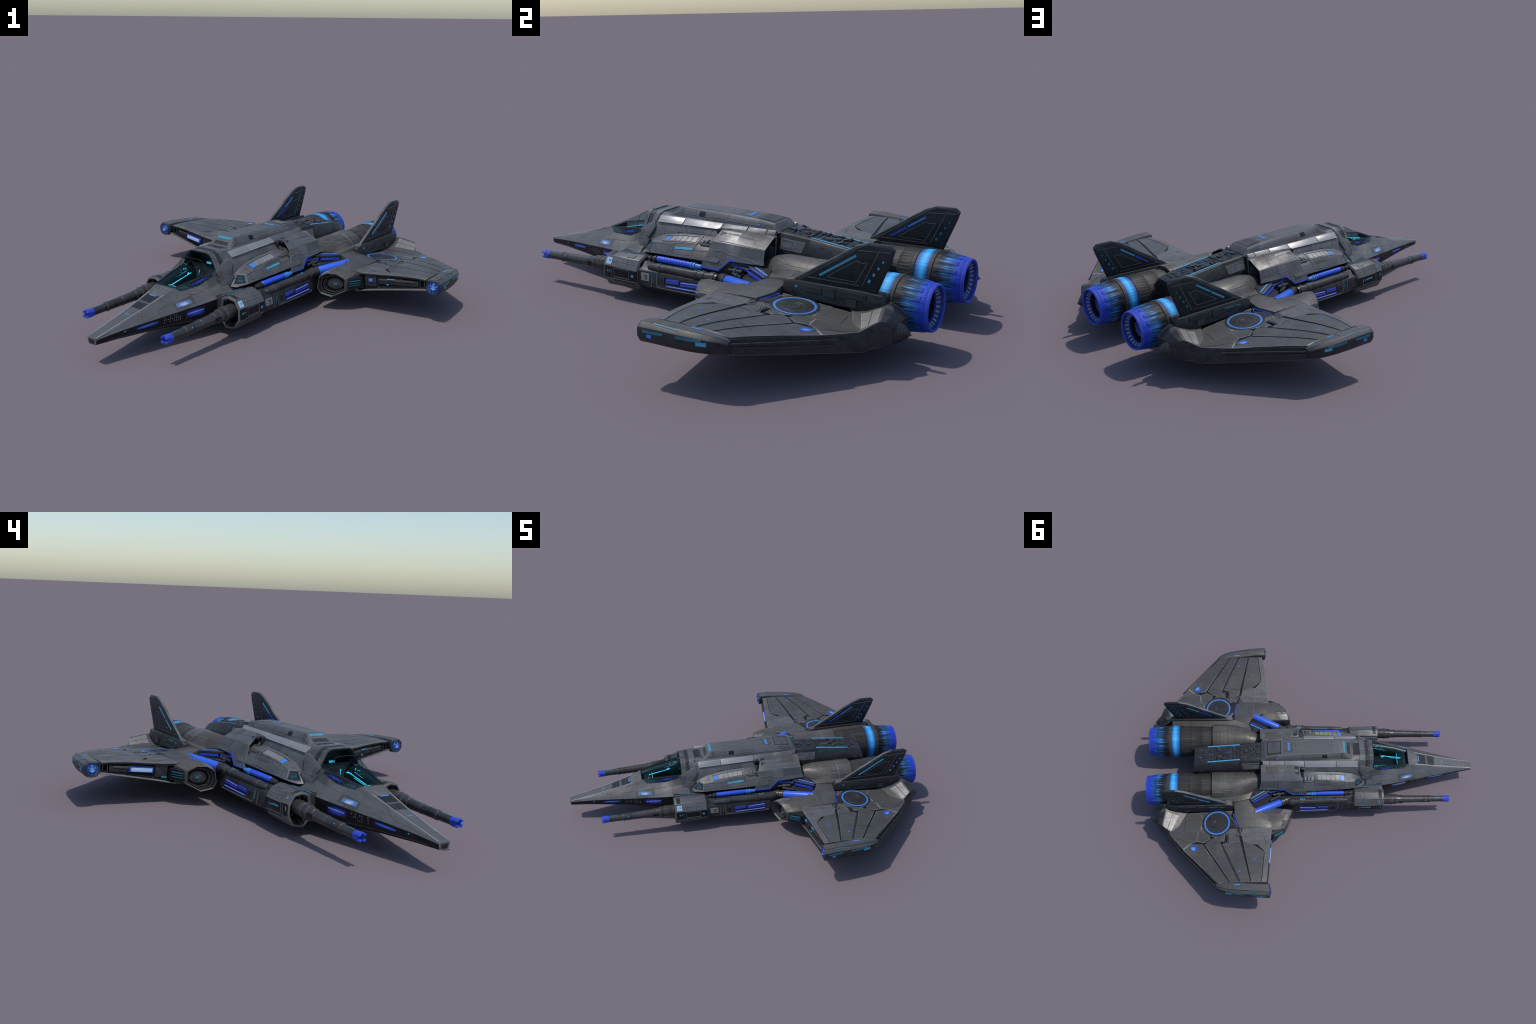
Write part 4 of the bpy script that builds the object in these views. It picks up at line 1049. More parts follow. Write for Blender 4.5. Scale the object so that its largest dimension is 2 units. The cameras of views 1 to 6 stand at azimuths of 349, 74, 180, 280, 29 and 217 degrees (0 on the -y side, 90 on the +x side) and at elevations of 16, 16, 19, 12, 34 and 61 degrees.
    seams("cowl_seam", et, [Q([(-0.34, 0.14, 0.30), (-0.30, 0.23, 0.28), (-0.24, 0.19, 0.29)]), Q([(-0.42, 0.26, 0.28), (-0.35, 0.255, 0.275), (-0.30, 0.24, 0.27)]), Q([(-0.27, 0.13, 0.30), (-0.24, 0.17, 0.29)]), Q([(-0.50, 0.27, 0.27), (-0.43, 0.27, 0.27)])], DOWN, 0.0025, None, cowl)
    # bolts on top of the cowl
    for x, y in ((-0.455, 0.175), (-0.40, 0.165), (-0.46, 0.235)):
        h, n_ = snap(et, q((x, y, 0.30)), DOWN)
        turned("cowl_bolt", h - n_ * 0.001, n_, [(0, 0.006), (0.0022, 0.006), (0.003, 0.004)], HULL_WARM, cowl, 12)
    # side lamp box
    lampbox = loft("cowl_lamp", [Q([(-0.262, 0.236, 0.245), (-0.268, 0.212, 0.287), (-0.275, 0.225, 0.287), (-0.285, 0.262, 0.245), (-0.285, 0.262, 0.215), (-0.262, 0.236, 0.215)]),
                                 Q([(-0.36, 0.262, 0.262), (-0.36, 0.236, 0.288), (-0.36, 0.255, 0.282), (-0.36, 0.296, 0.245), (-0.36, 0.296, 0.215), (-0.36, 0.250, 0.215)])], HULL_WARM, cowl, 0.003)
    lt = tree_of(lampbox)
    decal("lamp_face", lt, Q([(-0.27, 0.222, 0.278), (-0.27, 0.232, 0.278), (-0.275, 0.254, 0.248), (-0.275, 0.236, 0.244)]), (-0.9, -sd * 0.3, -0.3), BLACK, cowl, 0.0014)
    decal("lamp_face", lt, strip(q((-0.27, 0.232, 0.272)), q((-0.27, 0.240, 0.258)), 0.004, (-0.9, -sd * 0.3, -0.3)), (-0.9, -sd * 0.3, -0.3), TEAL, cowl, 0.0024)
    # fairing shelf between the engine and the wing root
    fairing = poly_slab("engine_fairing", Q([(-0.175, 0.15, 0.245), (-0.205, 0.215, 0.238), (-0.25, 0.295, 0.236), (-0.36, 0.325, 0.256), (-0.80, 0.325, 0.258), (-0.80, 0.22, 0.245), (-0.30, 0.12, 0.24)]),
                        Q([(-0.175, 0.15, 0.10), (-0.205, 0.215, 0.10), (-0.25, 0.295, 0.11), (-0.36, 0.335, 0.11), (-0.80, 0.335, 0.12), (-0.80, 0.20, 0.10), (-0.30, 0.12, 0.09)]), HULL_WARM, engine, 0.004)
    # flap with a light strip, and the blue link tube beneath
    flap = poly_slab("link_flap", Q([(-0.115, 0.232, 0.250), (-0.140, 0.262, 0.246), (-0.245, 0.318, 0.236), (-0.262, 0.296, 0.238), (-0.225, 0.225, 0.248)]), Q([(-0.115, 0.232, 0.236), (-0.140, 0.262, 0.232), (-0.245, 0.318, 0.222), (-0.262, 0.296, 0.222), (-0.225, 0.225, 0.232)]), DARK, engine, 0.003)
    ft = tree_of(flap)
    decal("flap_light", ft, strip(q((-0.158, 0.245, 0.25)), q((-0.25, 0.296, 0.24)), 0.006, DOWN), DOWN, CYAN, flap, 0.0014)
    bm = bmesh.new()
    line_on(bm, ft, Q([(-0.125, 0.248, 0.25), (-0.145, 0.264, 0.248), (-0.245, 0.316, 0.236)]), 0.007, DOWN, 0.0016, 0.03)
    finish("flap_light", bm, BLUE, flap)
    if sd == 1:
        bm = bmesh.new()
        for i in range(7):
            t = rng.random()
            c = Vector((-0.15 - 0.08 * t, 0.240 + 0.045 * t + 0.012 * rng.random(), 0.245))
            plate_on(bm, ft, strip(c, c + Vector((-0.022, 0.010, 0)), 0.012, DOWN), DOWN, 0.001, 1, 1)
        finish("flap_patch", bm, VIOLET, flap, kind="stuff")
    a, b = Vector(q((-0.015, 0.285, 0.182))), Vector(q((-0.225, 0.385, 0.205)))
    L_ = (b - a).length
    link = turned("link_tube", a, b - a, [(0.035, 0.022), (0.04, 0.0245), (L_, 0.0245)], TUBE, engine, 24)
    bm = bmesh.new()
    for i in range(11):
        revolve(bm, a + (b - a).normalized() * (0.05 + i * 0.015), b - a, [(0, 0.0245), (0.001, 0.0256), (0.0025, 0.0256), (0.0035, 0.0245)], 24)
    finish("link_ring", bm, SKY, link, kind="stuff")
    turned("link_socket", a, b - a, [(-0.03, 0.020), (-0.012, 0.023), (-0.008, 0.027), (0.005, 0.027), (0.008, 0.024), (0.018, 0.024), (0.020, 0.0265), (0.034, 0.0265), (0.037, 0.022)], PIPE, link, 24, sharp=30)
    poly_slab("link_bay", Q([(-0.035, 0.225, 0.205), (-0.065, 0.280, 0.196), (-0.215, 0.375, 0.204), (-0.27, 0.330, 0.215), (-0.20, 0.235, 0.222), (-0.10, 0.215, 0.215)]), Q([(-0.035, 0.225, 0.12), (-0.065, 0.300, 0.12), (-0.215, 0.375, 0.12), (-0.27, 0.330, 0.12), (-0.20, 0.235, 0.12), (-0.10, 0.215, 0.12)]), VOID, engine, 0.004)
    bm = bmesh.new()
    for a_, b_, r_ in (((-0.02, 0.245, 0.215), (-0.10, 0.262, 0.222), 0.009), ((-0.05, 0.262, 0.208), (-0.12, 0.300, 0.212), 0.007), ((-0.06, 0.235, 0.228), (-0.13, 0.245, 0.232), 0.006)):
        a_, b_ = Vector(q(a_)), Vector(q(b_))
        revolve(bm, a_, b_ - a_, [(0, r_), ((b_ - a_).length * 0.4, r_), ((b_ - a_).length * 0.42, r_ * 1.5), ((b_ - a_).length * 0.6, r_ * 1.5), ((b_ - a_).length * 0.62, r_), ((b_ - a_).length, r_)], 12)
    finish("link_hose", bm, DARK, link, kind="stuff", sharp=30)
    bm = bmesh.new()
    bar(bm, q((-0.035, 0.232, 0.235)), q((-0.125, 0.250, 0.228)), 0.006, 0.010)
    bar(bm, q((-0.13, 0.262, 0.226)), q((-0.235, 0.318, 0.218)), 0.006, 0.012)
    finish("bay_glow", bm, BLUE, link, kind="stuff")  # blue light along the bay rim, modelled as two coloured bars

    # -------------------------------------------------- wing
    def zt(x, y):
        """Height of the wing deck: a shallow saddle that rises to the tip."""
        y = min(max(y * sd, 0.48), 0.93)
        x = min(max(x, -0.80), -0.10)
        z = 0.4831 - 0.216 * x - 1.4376 * y + 0.0096 * x * y - 0.5732 * x * x + 2.2574 * y * y - 1.1088 * y ** 3 - 0.3561 * x ** 3
        return z
    def zb(x, y):
        """Depth of the belly side: thick at the root, thin at the tip and towards the rear edge."""
        y = abs(y)
        t = min(max((y - 0.513) / 0.40, 0), 1)
        front = 0.098 + 0.079 * t ** 0.9
        rear = 0.098 + 0.060 * t
        k = min(max((-0.12 - x) / 0.40, 0), 1)
        return front + (rear - front) * k
    mid = lambda a, b, k: [(a[0] + (b[0] - a[0]) * i / k, a[1] + (b[1] - a[1]) * i / k) for i in range(1, k)]
    edge = [(-0.122, 0.420), (-0.114, 0.513)] + mid((-0.114, 0.513), (-0.158, 0.915), 6) + [(-0.158, 0.915), (-0.473, 0.907)] + mid((-0.473, 0.907), (-0.730, 0.611), 4) + [(-0.730, 0.611), (-0.800, 0.525), (-0.830, 0.440), (-0.820, 0.330), (-0.385, 0.330), (-0.262, 0.310), (-0.242, 0.350)]
    under = [(-0.122, 0.420), (-0.108, 0.513)] + mid((-0.108, 0.513), (-0.146, 0.915), 6) + [(-0.146, 0.915), (-0.482, 0.912)] + mid((-0.482, 0.912), (-0.746, 0.615), 4) + [(-0.746, 0.615), (-0.816, 0.525), (-0.830, 0.440), (-0.820, 0.330), (-0.385, 0.335), (-0.262, 0.318), (-0.242, 0.350)]
    bm = bmesh.new()
    n = len(edge)
    ring_t = [bm.verts.new((x, y * sd, zt(x, y * sd) - 0.0045)) for x, y in edge]
    ring_b = [bm.verts.new((x, y * sd, zb(x, y))) for x, y in under]
    for i in range(n):
        if 1 <= i <= 6:
            continue
        f = bm.faces.new([ring_t[i], ring_b[i], ring_b[(i + 1) % n], ring_t[(i + 1) % n]])
        if 7 <= i <= 13:
            f.material_index = 1
    # leading edge: a frame round a deep slot
    lt, lb = ring_t[1:8], ring_b[1:8]
    def shifted(vs, dx, dz):
        out = []
        for i, v in enumerate(vs):
            dy = 0.008 * sd if i == 0 else (-0.004 * sd if i == len(vs) - 1 else 0)
            out.append(bm.verts.new((v.co.x + dx, v.co.y + dy, v.co.z + dz)))
        return out
    ft_, fb_ = shifted(lt, -0.001, -0.008), shifted(lb, -0.001, 0.009)
    dt_, db_ = shifted(lt, -0.036, -0.010), shifted(lb, -0.036, 0.010)
    for i in range(6):
        for quad, mi in (((lt[i], lt[i + 1], ft_[i + 1], ft_[i]), 0), ((ft_[i], ft_[i + 1], dt_[i + 1], dt_[i]), 2), ((dt_[i], dt_[i + 1], db_[i + 1], db_[i]), 2), ((db_[i], db_[i + 1], fb_[i + 1], fb_[i]), 1), ((fb_[i], fb_[i + 1], lb[i + 1], lb[i]), 3)):
            bm.faces.new(quad).material_index = mi
    for k in (0, 6):
        bm.faces.new((lt[k], ft_[k], fb_[k], lb[k]))
        bm.faces.new((ft_[k], dt_[k], db_[k], fb_[k])).material_index = 2
    keel = bm.verts.new(q((-0.40, 0.56, 0.095)))
    for i in range(n):
        bm.faces.new([ring_b[(i + 1) % n], ring_b[i], keel])
    wing = finish("wing", bm, [WING, DARK, VOID, PALE], None, 0.0025, sharp=22)
    bm = bmesh.new()
    sheet(bm, [(x, y * sd) for x, y in edge], zt, -0.0040, 0.012)
    core_deck = finish("wing_bed", bm, [BLACK], wing, 0.0, sharp=30)
    def grown(poly, d):
        """Outline pushed outwards by d."""
        a = sum(poly[i - 1][0] * poly[i][1] - poly[i][0] * poly[i - 1][1] for i in range(len(poly)))
        out = []
        for i in range(len(poly)):
            p0, p1, p2 = Vector(poly[i - 1]), Vector(poly[i]), Vector(poly[(i + 1) % len(poly)])
            e = ((p1 - p0).normalized() + (p2 - p1).normalized()).normalized()
            nn_ = Vector((e.y, -e.x)) * (d if a > 0 else -d)
            out.append(tuple(p1 + nn_))
        return out
    # plates of the deck, lying proud of the dark bed
    def arc(cx, cy, r, a0, a1, k=8):
        return [(cx + r * cos(radians(a0 + (a1 - a0) * i / k)), cy + r * sin(radians(a0 + (a1 - a0) * i / k))) for i in range(k + 1)]
    plates = [
        ([(-0.118, 0.500), (-0.116, 0.515), (-0.157, 0.893), (-0.185, 0.893), (-0.163, 0.677), (-0.211, 0.622), (-0.211, 0.500)], WING_PALE),
        ([(-0.2135, 0.500), (-0.2135, 0.622), (-0.238, 0.622), (-0.3025, 0.604), (-0.3285, 0.500)], WING_PALE),
        ([(-0.1705, 0.680), (-0.193, 0.893), (-0.2525, 0.893), (-0.3055, 0.607), (-0.240, 0.6255)], WING),
        ([(-0.262, 0.893), (-0.320, 0.893), (-0.438, 0.617), (-0.402, 0.604), (-0.372, 0.530), (-0.345, 0.510)], WING),
        ([(-0.3375, 0.893), (-0.3875, 0.893), (-0.557, 0.613), (-0.520, 0.578), (-0.492, 0.566), (-0.463, 0.590), (-0.455, 0.617)], WING),
        ([(-0.3990, 0.893), (-0.470, 0.893), (-0.478, 0.905), (-0.727, 0.612), (-0.703, 0.645), (-0.652, 0.6035), (-0.577, 0.6095)][:2] + [(-0.7000, 0.6420), (-0.652, 0.6035), (-0.575, 0.6095)], WING),
        (arc(-0.479, 0.456, 0.101, 168, 118, 6) + [(-0.523, 0.572), (-0.565, 0.598), (-0.610, 0.586), (-0.602, 0.517), (-0.585, 0.500)], WING),
        (arc(-0.479, 0.456, 0.101, 176, 200, 4)[::-1] + [(-0.588, 0.497), (-0.6055, 0.5155), (-0.6145, 0.588), (-0.652, 0.5985), (-0.703, 0.6380), (-0.724, 0.609), (-0.792, 0.525), (-0.80, 0.48), (-0.76, 0.40), (-0.74, 0.375), (-0.60, 0.375)], WING),
        ([(-0.597, 0.372)] + arc(-0.479, 0.456, 0.101, 203, 234, 4), WING),
        ([(-0.376, 0.372)] + arc(-0.479, 0.456, 0.101, 306, 332, 4)[::-1], WING),
        (arc(-0.479, 0.456, 0.101, 112, 75, 5) + [(-0.425, 0.545), (-0.432, 0.60), (-0.450, 0.585), (-0.488, 0.562)], WING),
        (arc(-0.479, 0.456, 0.101, 68, 30, 5) + [(-0.352, 0.508), (-0.378, 0.528), (-0.405, 0.596), (-0.418, 0.540)], WING),
    ]
    for poly, mt in plates:
        bm = bmesh.new()
        sheet(bm, [(x, y * sd) for x, y in grown(poly, 0.0012)], zt, 0.0, 0.006)
        finish("wing_panel", bm, mt, wing, 0.0, sharp=30)
    lips = []
    for poly, mt in plates:
        lips.append(grown(poly, -0.0006))
    bm = bmesh.new()
    for poly in ([(-0.323, 0.893), (-0.334, 0.893), (-0.450, 0.612), (-0.441, 0.612)],):
        sheet(bm, [(x, y * sd) for x, y in poly], zt, -0.0028, 0.003)
    finish("wing_channel", bm, DARK, wing, 0.0)
    bm = bmesh.new()
    for poly in plates:
        sheet(bm, [(x, y * sd) for x, y in poly[0]], zt, 0.0002, 0.002)
    wt_src = finish("helper", bm, WING, wing)
    wt = tree_of(wt_src)
    bpy.data.objects.remove(wt_src)
    bm = bmesh.new()
    for pl in lips:
        pts3 = [(x, y * sd, 0.21) for x, y in pl]
        for a_, b_ in zip(pts3, pts3[1:] + pts3[:1]):
            if math.dist(a_, b_) > 0.03:
                line_on(bm, wt, [a_, b_], 0.0015, DOWN, 0.0003, 0.03)
    finish("wing_pale_edge", bm, SEAM_HIGHLIGHT, wing, kind="stuff")
    circ = lambda cx, cy, r, a0, a1, k=10: [(cx + r * cos(a0 + (a1 - a0) * i / k), cy + r * sin(a0 + (a1 - a0) * i / k), 0.21) for i in range(k + 1)]
    bm = bmesh.new()
    for p in ([(-0.500, 0.790, 0.2), (-0.435, 0.765, 0.2)], [(-0.30, 0.63, 0.2), (-0.265, 0.80, 0.2)][:0], circ(-0.345, 0.68, 0.065, radians(215), radians(300)), [(-0.80, 0.53, 0.18), (-0.665, 0.592, 0.18)], [(-0.125, 0.62, 0.2), (-0.16, 0.60, 0.2), (-0.165, 0.57, 0.2)],
              [(-0.70, 0.50, 0.18), (-0.69, 0.42, 0.18)], [(-0.46, 0.74, 0.2), (-0.40, 0.72, 0.2)][:0]):
        if p:
            line_on(bm, wt, Q(p), 0.0018, DOWN, 0.0008, 0.04)
    finish("wing_seam", bm, SEAM, wing, kind="stuff")
    for cs in ([(-0.31, 0.503), (-0.345, 0.513), (-0.345, 0.535), (-0.31, 0.535)], [(-0.318, 0.540), (-0.350, 0.540), (-0.350, 0.562), (-0.318, 0.562)]):
        decal("wing_plate", wt, Q([(x, y, 0.21) for x, y in cs]), DOWN, DARK, wing, 0.0010, 2, 2)
    # triangular blue lamp and small marks
    bm = bmesh.new()
    tri = [(-0.667, 0.618, 0.19), (-0.608, 0.622, 0.19), (-0.622, 0.667, 0.19)]
    plate_on(bm, wt, Q([tri[0], tri[1], lerp(tri[1], tri[2], 0.95), lerp(tri[0], tri[2], 0.95)]), DOWN, 0.0016, 3, 3)
    finish("wing_lamp", bm, GLOW_DECK, wing)
    for x, y, l, w in ((-0.325, 0.815, 0.010, 0.008), (-0.225, 0.735, 0.012, 0.003), (-0.235, 0.73, 0.004, 0.010), (-0.22, 0.72, 0.005, 0.005)):
        decal("wing_lamp", wt, strip(q((x, y, 0.22)), q((x - l, y + l * 0.4, 0.22)), w, DOWN), DOWN, SKY, wing, 0.0014)
    # round hatch with glowing rim
    hit = Vector((-0.479, 0.456 * sd, zt(-0.479, 0.456 * sd) - 0.0035))
    nn = Vector((-0.088, 0.0, 1.0)).normalized()
    hatch_ = turned("lift_disc", hit - nn * 0.003, nn, [(0.0, 0.0985), (0.0055, 0.0985), (0.0070, 0.0965), (0.0070, 0.088), (0.0060, 0.0865)], DARK, wing, 56, sharp=30)
    turned("disc_glow", hit - nn * 0.003, nn, [(0.001, 0.0862), (0.0062, 0.0862), (0.0075, 0.081), (0.0045, 0.0725)], SKY, hatch_, 56)
    turned("disc_plate", hit - nn * 0.003, nn, [(0.001, 0.072), (0.0062, 0.070), (0.0062, 0.060), (0.0045, 0.058), (0.0070, 0.055), (0.0075, 0.036), (0.0050, 0.033), (0.0050, 0.030), (0.0085, 0.028), (0.0088, 0.018), (0.0075, 0.015), (0.0080, 0.002)], DARK, hatch_, 56, sharp=25)
    bm = bmesh.new()
    for x, y, r_ in ((-0.452, 0.575, 0.022), (-0.372, 0.452, 0.018), (-0.37, 0.415, 0.013), (-0.262, 0.455, 0.010), (-0.622, 0.585, 0.007)):
        hh, n2 = snap(wt, q((x, y, 0.2)), DOWN)
        revolve(bm, hh - n2 * 0.002, n2, [(0, r_), (0.0035, r_), (0.0042, r_ * 0.85), (0.003, r_ * 0.55), (0.0042, r_ * 0.45), (0.0042, 0.001)], 20)
    finish("wing_boss", bm, WING, wing, kind="stuff", sharp=25)
    bm = bmesh.new()
    plate_on(bm, wt, Q([(-0.405, 0.446, 0.21), (-0.352, 0.452, 0.21), (-0.352, 0.472, 0.21), (-0.405, 0.472, 0.21)]), DOWN, 0.004, 2, 2)
    plate_on(bm, wt, Q([(-0.415, 0.545, 0.21), (-0.400, 0.545, 0.21), (-0.400, 0.610, 0.21), (-0.415, 0.60, 0.21)]), DOWN, 0.003, 2, 2)
    finish("wing_bracket", bm, DARK, wing, 0.001, kind="stuff")
    # raised inner root panel
    poly = [(-0.118, 0.424, 0.214), (-0.114, 0.499, 0.209), (-0.210, 0.502, 0.217), (-0.330, 0.504, 0.220), (-0.362, 0.417, 0.224), (-0.362, 0.318, 0.239), (-0.262, 0.304, 0.238), (-0.240, 0.352, 0.230)]
    hub = (-0.27, 0.40, 0.2285)
    bm = bmesh.new()
    tvs = [bm.verts.new(p) for p in Q(poly)]
    lvs = [bm.verts.new((x, y, z - 0.05)) for x, y, z in Q(poly)]
    cv, cl_ = bm.verts.new(q(hub)), bm.verts.new(q((-0.27, 0.40, 0.17)))
    for i in range(len(poly)):
        j = (i + 1) % len(poly)
        bm.faces.new([tvs[i], tvs[j], cv]); bm.faces.new([lvs[j], lvs[i], cl_]); bm.faces.new([tvs[i], lvs[i], lvs[j], tvs[j]])
    rp = finish("wing_root_panel", bm, WING, wing, 0.003, sharp=25)
    rt_ = tree_of(rp)
    seams("root_seam", rt_, [Q([(-0.225, 0.37, 0.23), (-0.222, 0.494, 0.22)]), Q([(-0.225, 0.372, 0.23), (-0.125, 0.446, 0.22)])], DOWN, 0.0025, None, rp)
    bm = bmesh.new()
    bar(bm, q((-0.338, 0.492, 0.205)), q((-0.369, 0.395, 0.208)), 0.012, 0.012)
    finish("root_glow", bm, BLUE, wing)  # glow at the panel step, built as a solid blue bar

    # leading-edge machinery
    def on_lead(t, z, back=0.02):
        a, b = Vector((-0.110, 0.513, 0)), Vector((-0.153, 0.915, 0))
        p = a.lerp(b, t)
        zc = (0.1610 * (1 - t) + 0.203 * t)
        return q((p.x - back, p.y, zc + z))
    bm = bmesh.new()
    bar(bm, on_lead(0.10, 0.0), on_lead(0.26, 0.0), 0.02, 0.062)
    bar(bm, on_lead(0.30, 0.004), on_lead(0.62, 0.003), 0.018, 0.036)
    bar(bm, on_lead(0.64, 0.0), on_lead(0.84, 0.0), 0.016, 0.030)
    for t in (0.28, 0.63, 0.86, 0.92):
        bar(bm, on_lead(t, 0.0), on_lead(t + 0.012, 0.0), 0.024, 0.050 - 0.02 * t)
    finish("slot_machinery", bm, DARK, wing, 0.002, kind="stuff")
    bm = bmesh.new()
    revolve(bm, on_lead(0.30, 0.006, 0.018), Vector(on_lead(0.5, 0.006)) - Vector(on_lead(0.30, 0.006)), [(0, 0.010), (0.09, 0.010), (0.092, 0.013), (0.10, 0.013), (0.102, 0.010), (0.20, 0.010)], 14)
    finish("slot_pipe", bm, PIPE, wing)
    if sd == 1:
        box_between("slot_lamp", on_lead(0.165, 0.004, 0.006), on_lead(0.215, 0.004, 0.006), 0.010, 0.016, SKY, wing, 0.002)
        box_between("slot_lamp", on_lead(0.42, 0.016, 0.006), on_lead(0.52, 0.015, 0.006), 0.006, 0.004, CYAN, wing, 0.0)
        box_between("slot_lamp", on_lead(0.42, -0.014, 0.004), on_lead(0.45, -0.014, 0.004), 0.006, 0.006, SKY, wing, 0.001)
    else:
        box_between("slot_lamp", on_lead(0.31, 0.002, 0.002), on_lead(0.58, 0.001, 0.002), 0.012, 0.019, WHITE, wing, 0.003)
        box_between("slot_lamp", on_lead(0.29, 0.002, 0.006), on_lead(0.60, 0.001, 0.006), 0.012, 0.026, BLUE, wing, 0.003)  # halo round the white lamp, made as a larger blue box
        box_between("slot_lamp", on_lead(0.12, -0.03, 0.004), on_lead(0.19, -0.03, 0.004), 0.010, 0.008, TEAL, wing, 0.001)

    # -------------------------------------------------- wing intake
    hexa = [(0.400, 0.210), (0.448, 0.211), (0.492, 0.184), (0.497, 0.116), (0.428, 0.076), (0.370, 0.092), (0.354, 0.126), (0.362, 0.188)]
    slope = lambda y: 0.041 - (y - 0.355) * 0.42
    def hx(dx, k, dz=0.0):
        cy, cz = 0.432, 0.148
        return [q((slope(y) + dx, cy + (y - cy) * k, cz + (z - cz) * k + dz)) for y, z in hexa]
    rear = [(-0.15, 0.400, 0.214), (-0.15, 0.450, 0.214), (-0.15, 0.515, 0.200), (-0.15, 0.530, 0.125), (-0.20, 0.430, 0.095), (-0.20, 0.370, 0.100), (-0.20, 0.345, 0.130), (-0.20, 0.350, 0.205)]
    rear2 = [(-0.02, 0.402, 0.219), (-0.04, 0.450, 0.219), (-0.060, 0.508, 0.196), (-0.050, 0.512, 0.122), (-0.04, 0.430, 0.080), (-0.04, 0.368, 0.092), (-0.04, 0.350, 0.130), (-0.02, 0.356, 0.196)]
    bm = bmesh.new()
    add_loft(bm, [hx(-0.055, 0.74), hx(-0.010, 0.88), hx(0.0, 0.95), hx(-0.005, 1.0), Q(rear2), Q(rear)])
    for f in bm.faces:
        if len(f.verts) > 4 and f.calc_center_median().x > -0.1 or (f.calc_center_median() - Vector(q((-0.02, 0.432, 0.148)))).length < 0.04:
            f.material_index = 1
    for f in bm.faces:
        if all(abs(v.co.y * sd - 0.432) <= 0.96 * 0.08 and abs(v.co.z - 0.148) < 0.96 * 0.0705 for v in f.verts) and f.calc_center_median().x > -0.10:
            f.material_index = 1
    intake = finish("wing_intake", bm, [HULL_WARM, VOID], None, 0.003, sharp=25)
    cap_o = Vector(q((slope(0.432) - 0.032, 0.432, 0.148)))
    bm = bmesh.new()
    for k_, dx_ in ((0.82, -0.014), (0.70, -0.026)):
        add_loft(bm, [hx(dx_ - 0.012, k_), hx(dx_, k_), hx(dx_ + 0.002, k_ - 0.03), hx(dx_, k_ - 0.07), hx(dx_ - 0.012, k_ - 0.07)], False)
    finish("intake_ring", bm, DARK, intake, 0.001)
    core_i = turned("intake_core", cap_o, (1, 0.35 * sd, 0), [(-0.02, 0.046), (0.0, 0.046), (0.006, 0.042), (0.007, 0.030), (0.012, 0.028), (0.014, 0.004)], PIPE, intake, 28, squash=(1.0, 0.72), sharp=30)
    box_between("intake_lamp", cap_o + Vector((0.012, -0.016 * sd, 0)), cap_o + Vector((0.010, 0.018 * sd, 0)), 0.008, 0.010, TEAL, intake, 0.001)
    box_between("intake_lamp", cap_o + Vector((0.004, -0.034 * sd, 0)), cap_o + Vector((0.006, -0.026 * sd, 0)), 0.008, 0.020, TEAL, intake, 0.001)
    it = tree_of(intake)
    decal("intake_plate", it, Q([(0.022, 0.365, 0.2), (-0.03, 0.362, 0.2), (-0.06, 0.41, 0.22), (0.012, 0.41, 0.21)]), DOWN, PALE, intake, 0.0012, 3, 3)
    seams("intake_seam", it, [Q([(0.0, 0.43, 0.215), (-0.08, 0.45, 0.22)]), Q([(-0.02, 0.48, 0.2), (-0.09, 0.5, 0.2)])], DOWN, 0.0022, None, intake)
    # side grille between intake and slot
    grille = loft("intake_grille", [Q([(-0.030, 0.505, 0.184), (-0.026, 0.505, 0.124), (-0.12, 0.500, 0.124), (-0.12, 0.500, 0.188)]), Q([(-0.112, 0.541, 0.180), (-0.110, 0.553, 0.128), (-0.16, 0.553, 0.128), (-0.16, 0.545, 0.184)])], BLACK, intake, 0.003)
    for z in (0.168, 0.156, 0.144):
        box_between("grille_bar", q((-0.036, 0.510, z)), q((-0.098, 0.541, z)), 0.006, 0.003, TEAL, grille, 0.0)

    # -------------------------------------------------- wing tip pod
    tip_rings = []
    for x, cy, cz, ry, rz in ((-0.140, 0.946, 0.203, 0.030, 0.026), (-0.133, 0.946, 0.202, 0.039, 0.036), (-0.139, 0.946, 0.202, 0.043, 0.041), (-0.20, 0.943, 0.202, 0.043, 0.041), (-0.28, 0.936, 0.199, 0.043, 0.041), (-0.35, 0.928, 0.196, 0.042, 0.040), (-0.42, 0.919, 0.193, 0.036, 0.036), (-0.465, 0.910, 0.191, 0.024, 0.030), (-0.486, 0.904, 0.189, 0.010, 0.022)):
        ring = []
        for cx_, cz_ in ((0.45, 1.0), (0.95, 0.55), (1.0, -0.25), (0.7, -0.85), (0.1, -1.0), (-0.6, -0.9), (-1.0, -0.3), (-1.0, 0.45), (-0.8, 0.85)):
            ring.append(q((x, cy + ry * cx_, cz + rz * cz_)))
        tip_rings.append(ring)
    tip = loft("wing_tip_pod", tip_rings, [DARK, WING], wing, 0.003, sharp=30, mats=[1, 0, 0, 0, 0, 0, 0, 0, 1])
    tt = tree_of(tip)
    turned("tip_lens", q((-0.141, 0.946, 0.203)), (1, 0, 0), [(0.0, 0.032), (0.006, 0.031), (0.004, 0.026), (0.001, 0.024), (0.007, 0.020), (0.010, 0.012), (0.006, 0.009), (0.008, 0.002)], GLOW_LENS, tip, 24, sharp=25)
    bm = bmesh.new()
    for i in range(6):
        a = 2 * pi * i / 6
        c = Vector(q((-0.134, 0.948 + 0.018 * cos(a), 0.204 + 0.018 * sin(a))))
        bar(bm, c, c + Vector((0.007, 0, 0)), 0.005, 0.011, up=(0, cos(a), sin(a)))
    finish("lens_vane", bm, BLUE_DEEP, tip, kind="stuff")
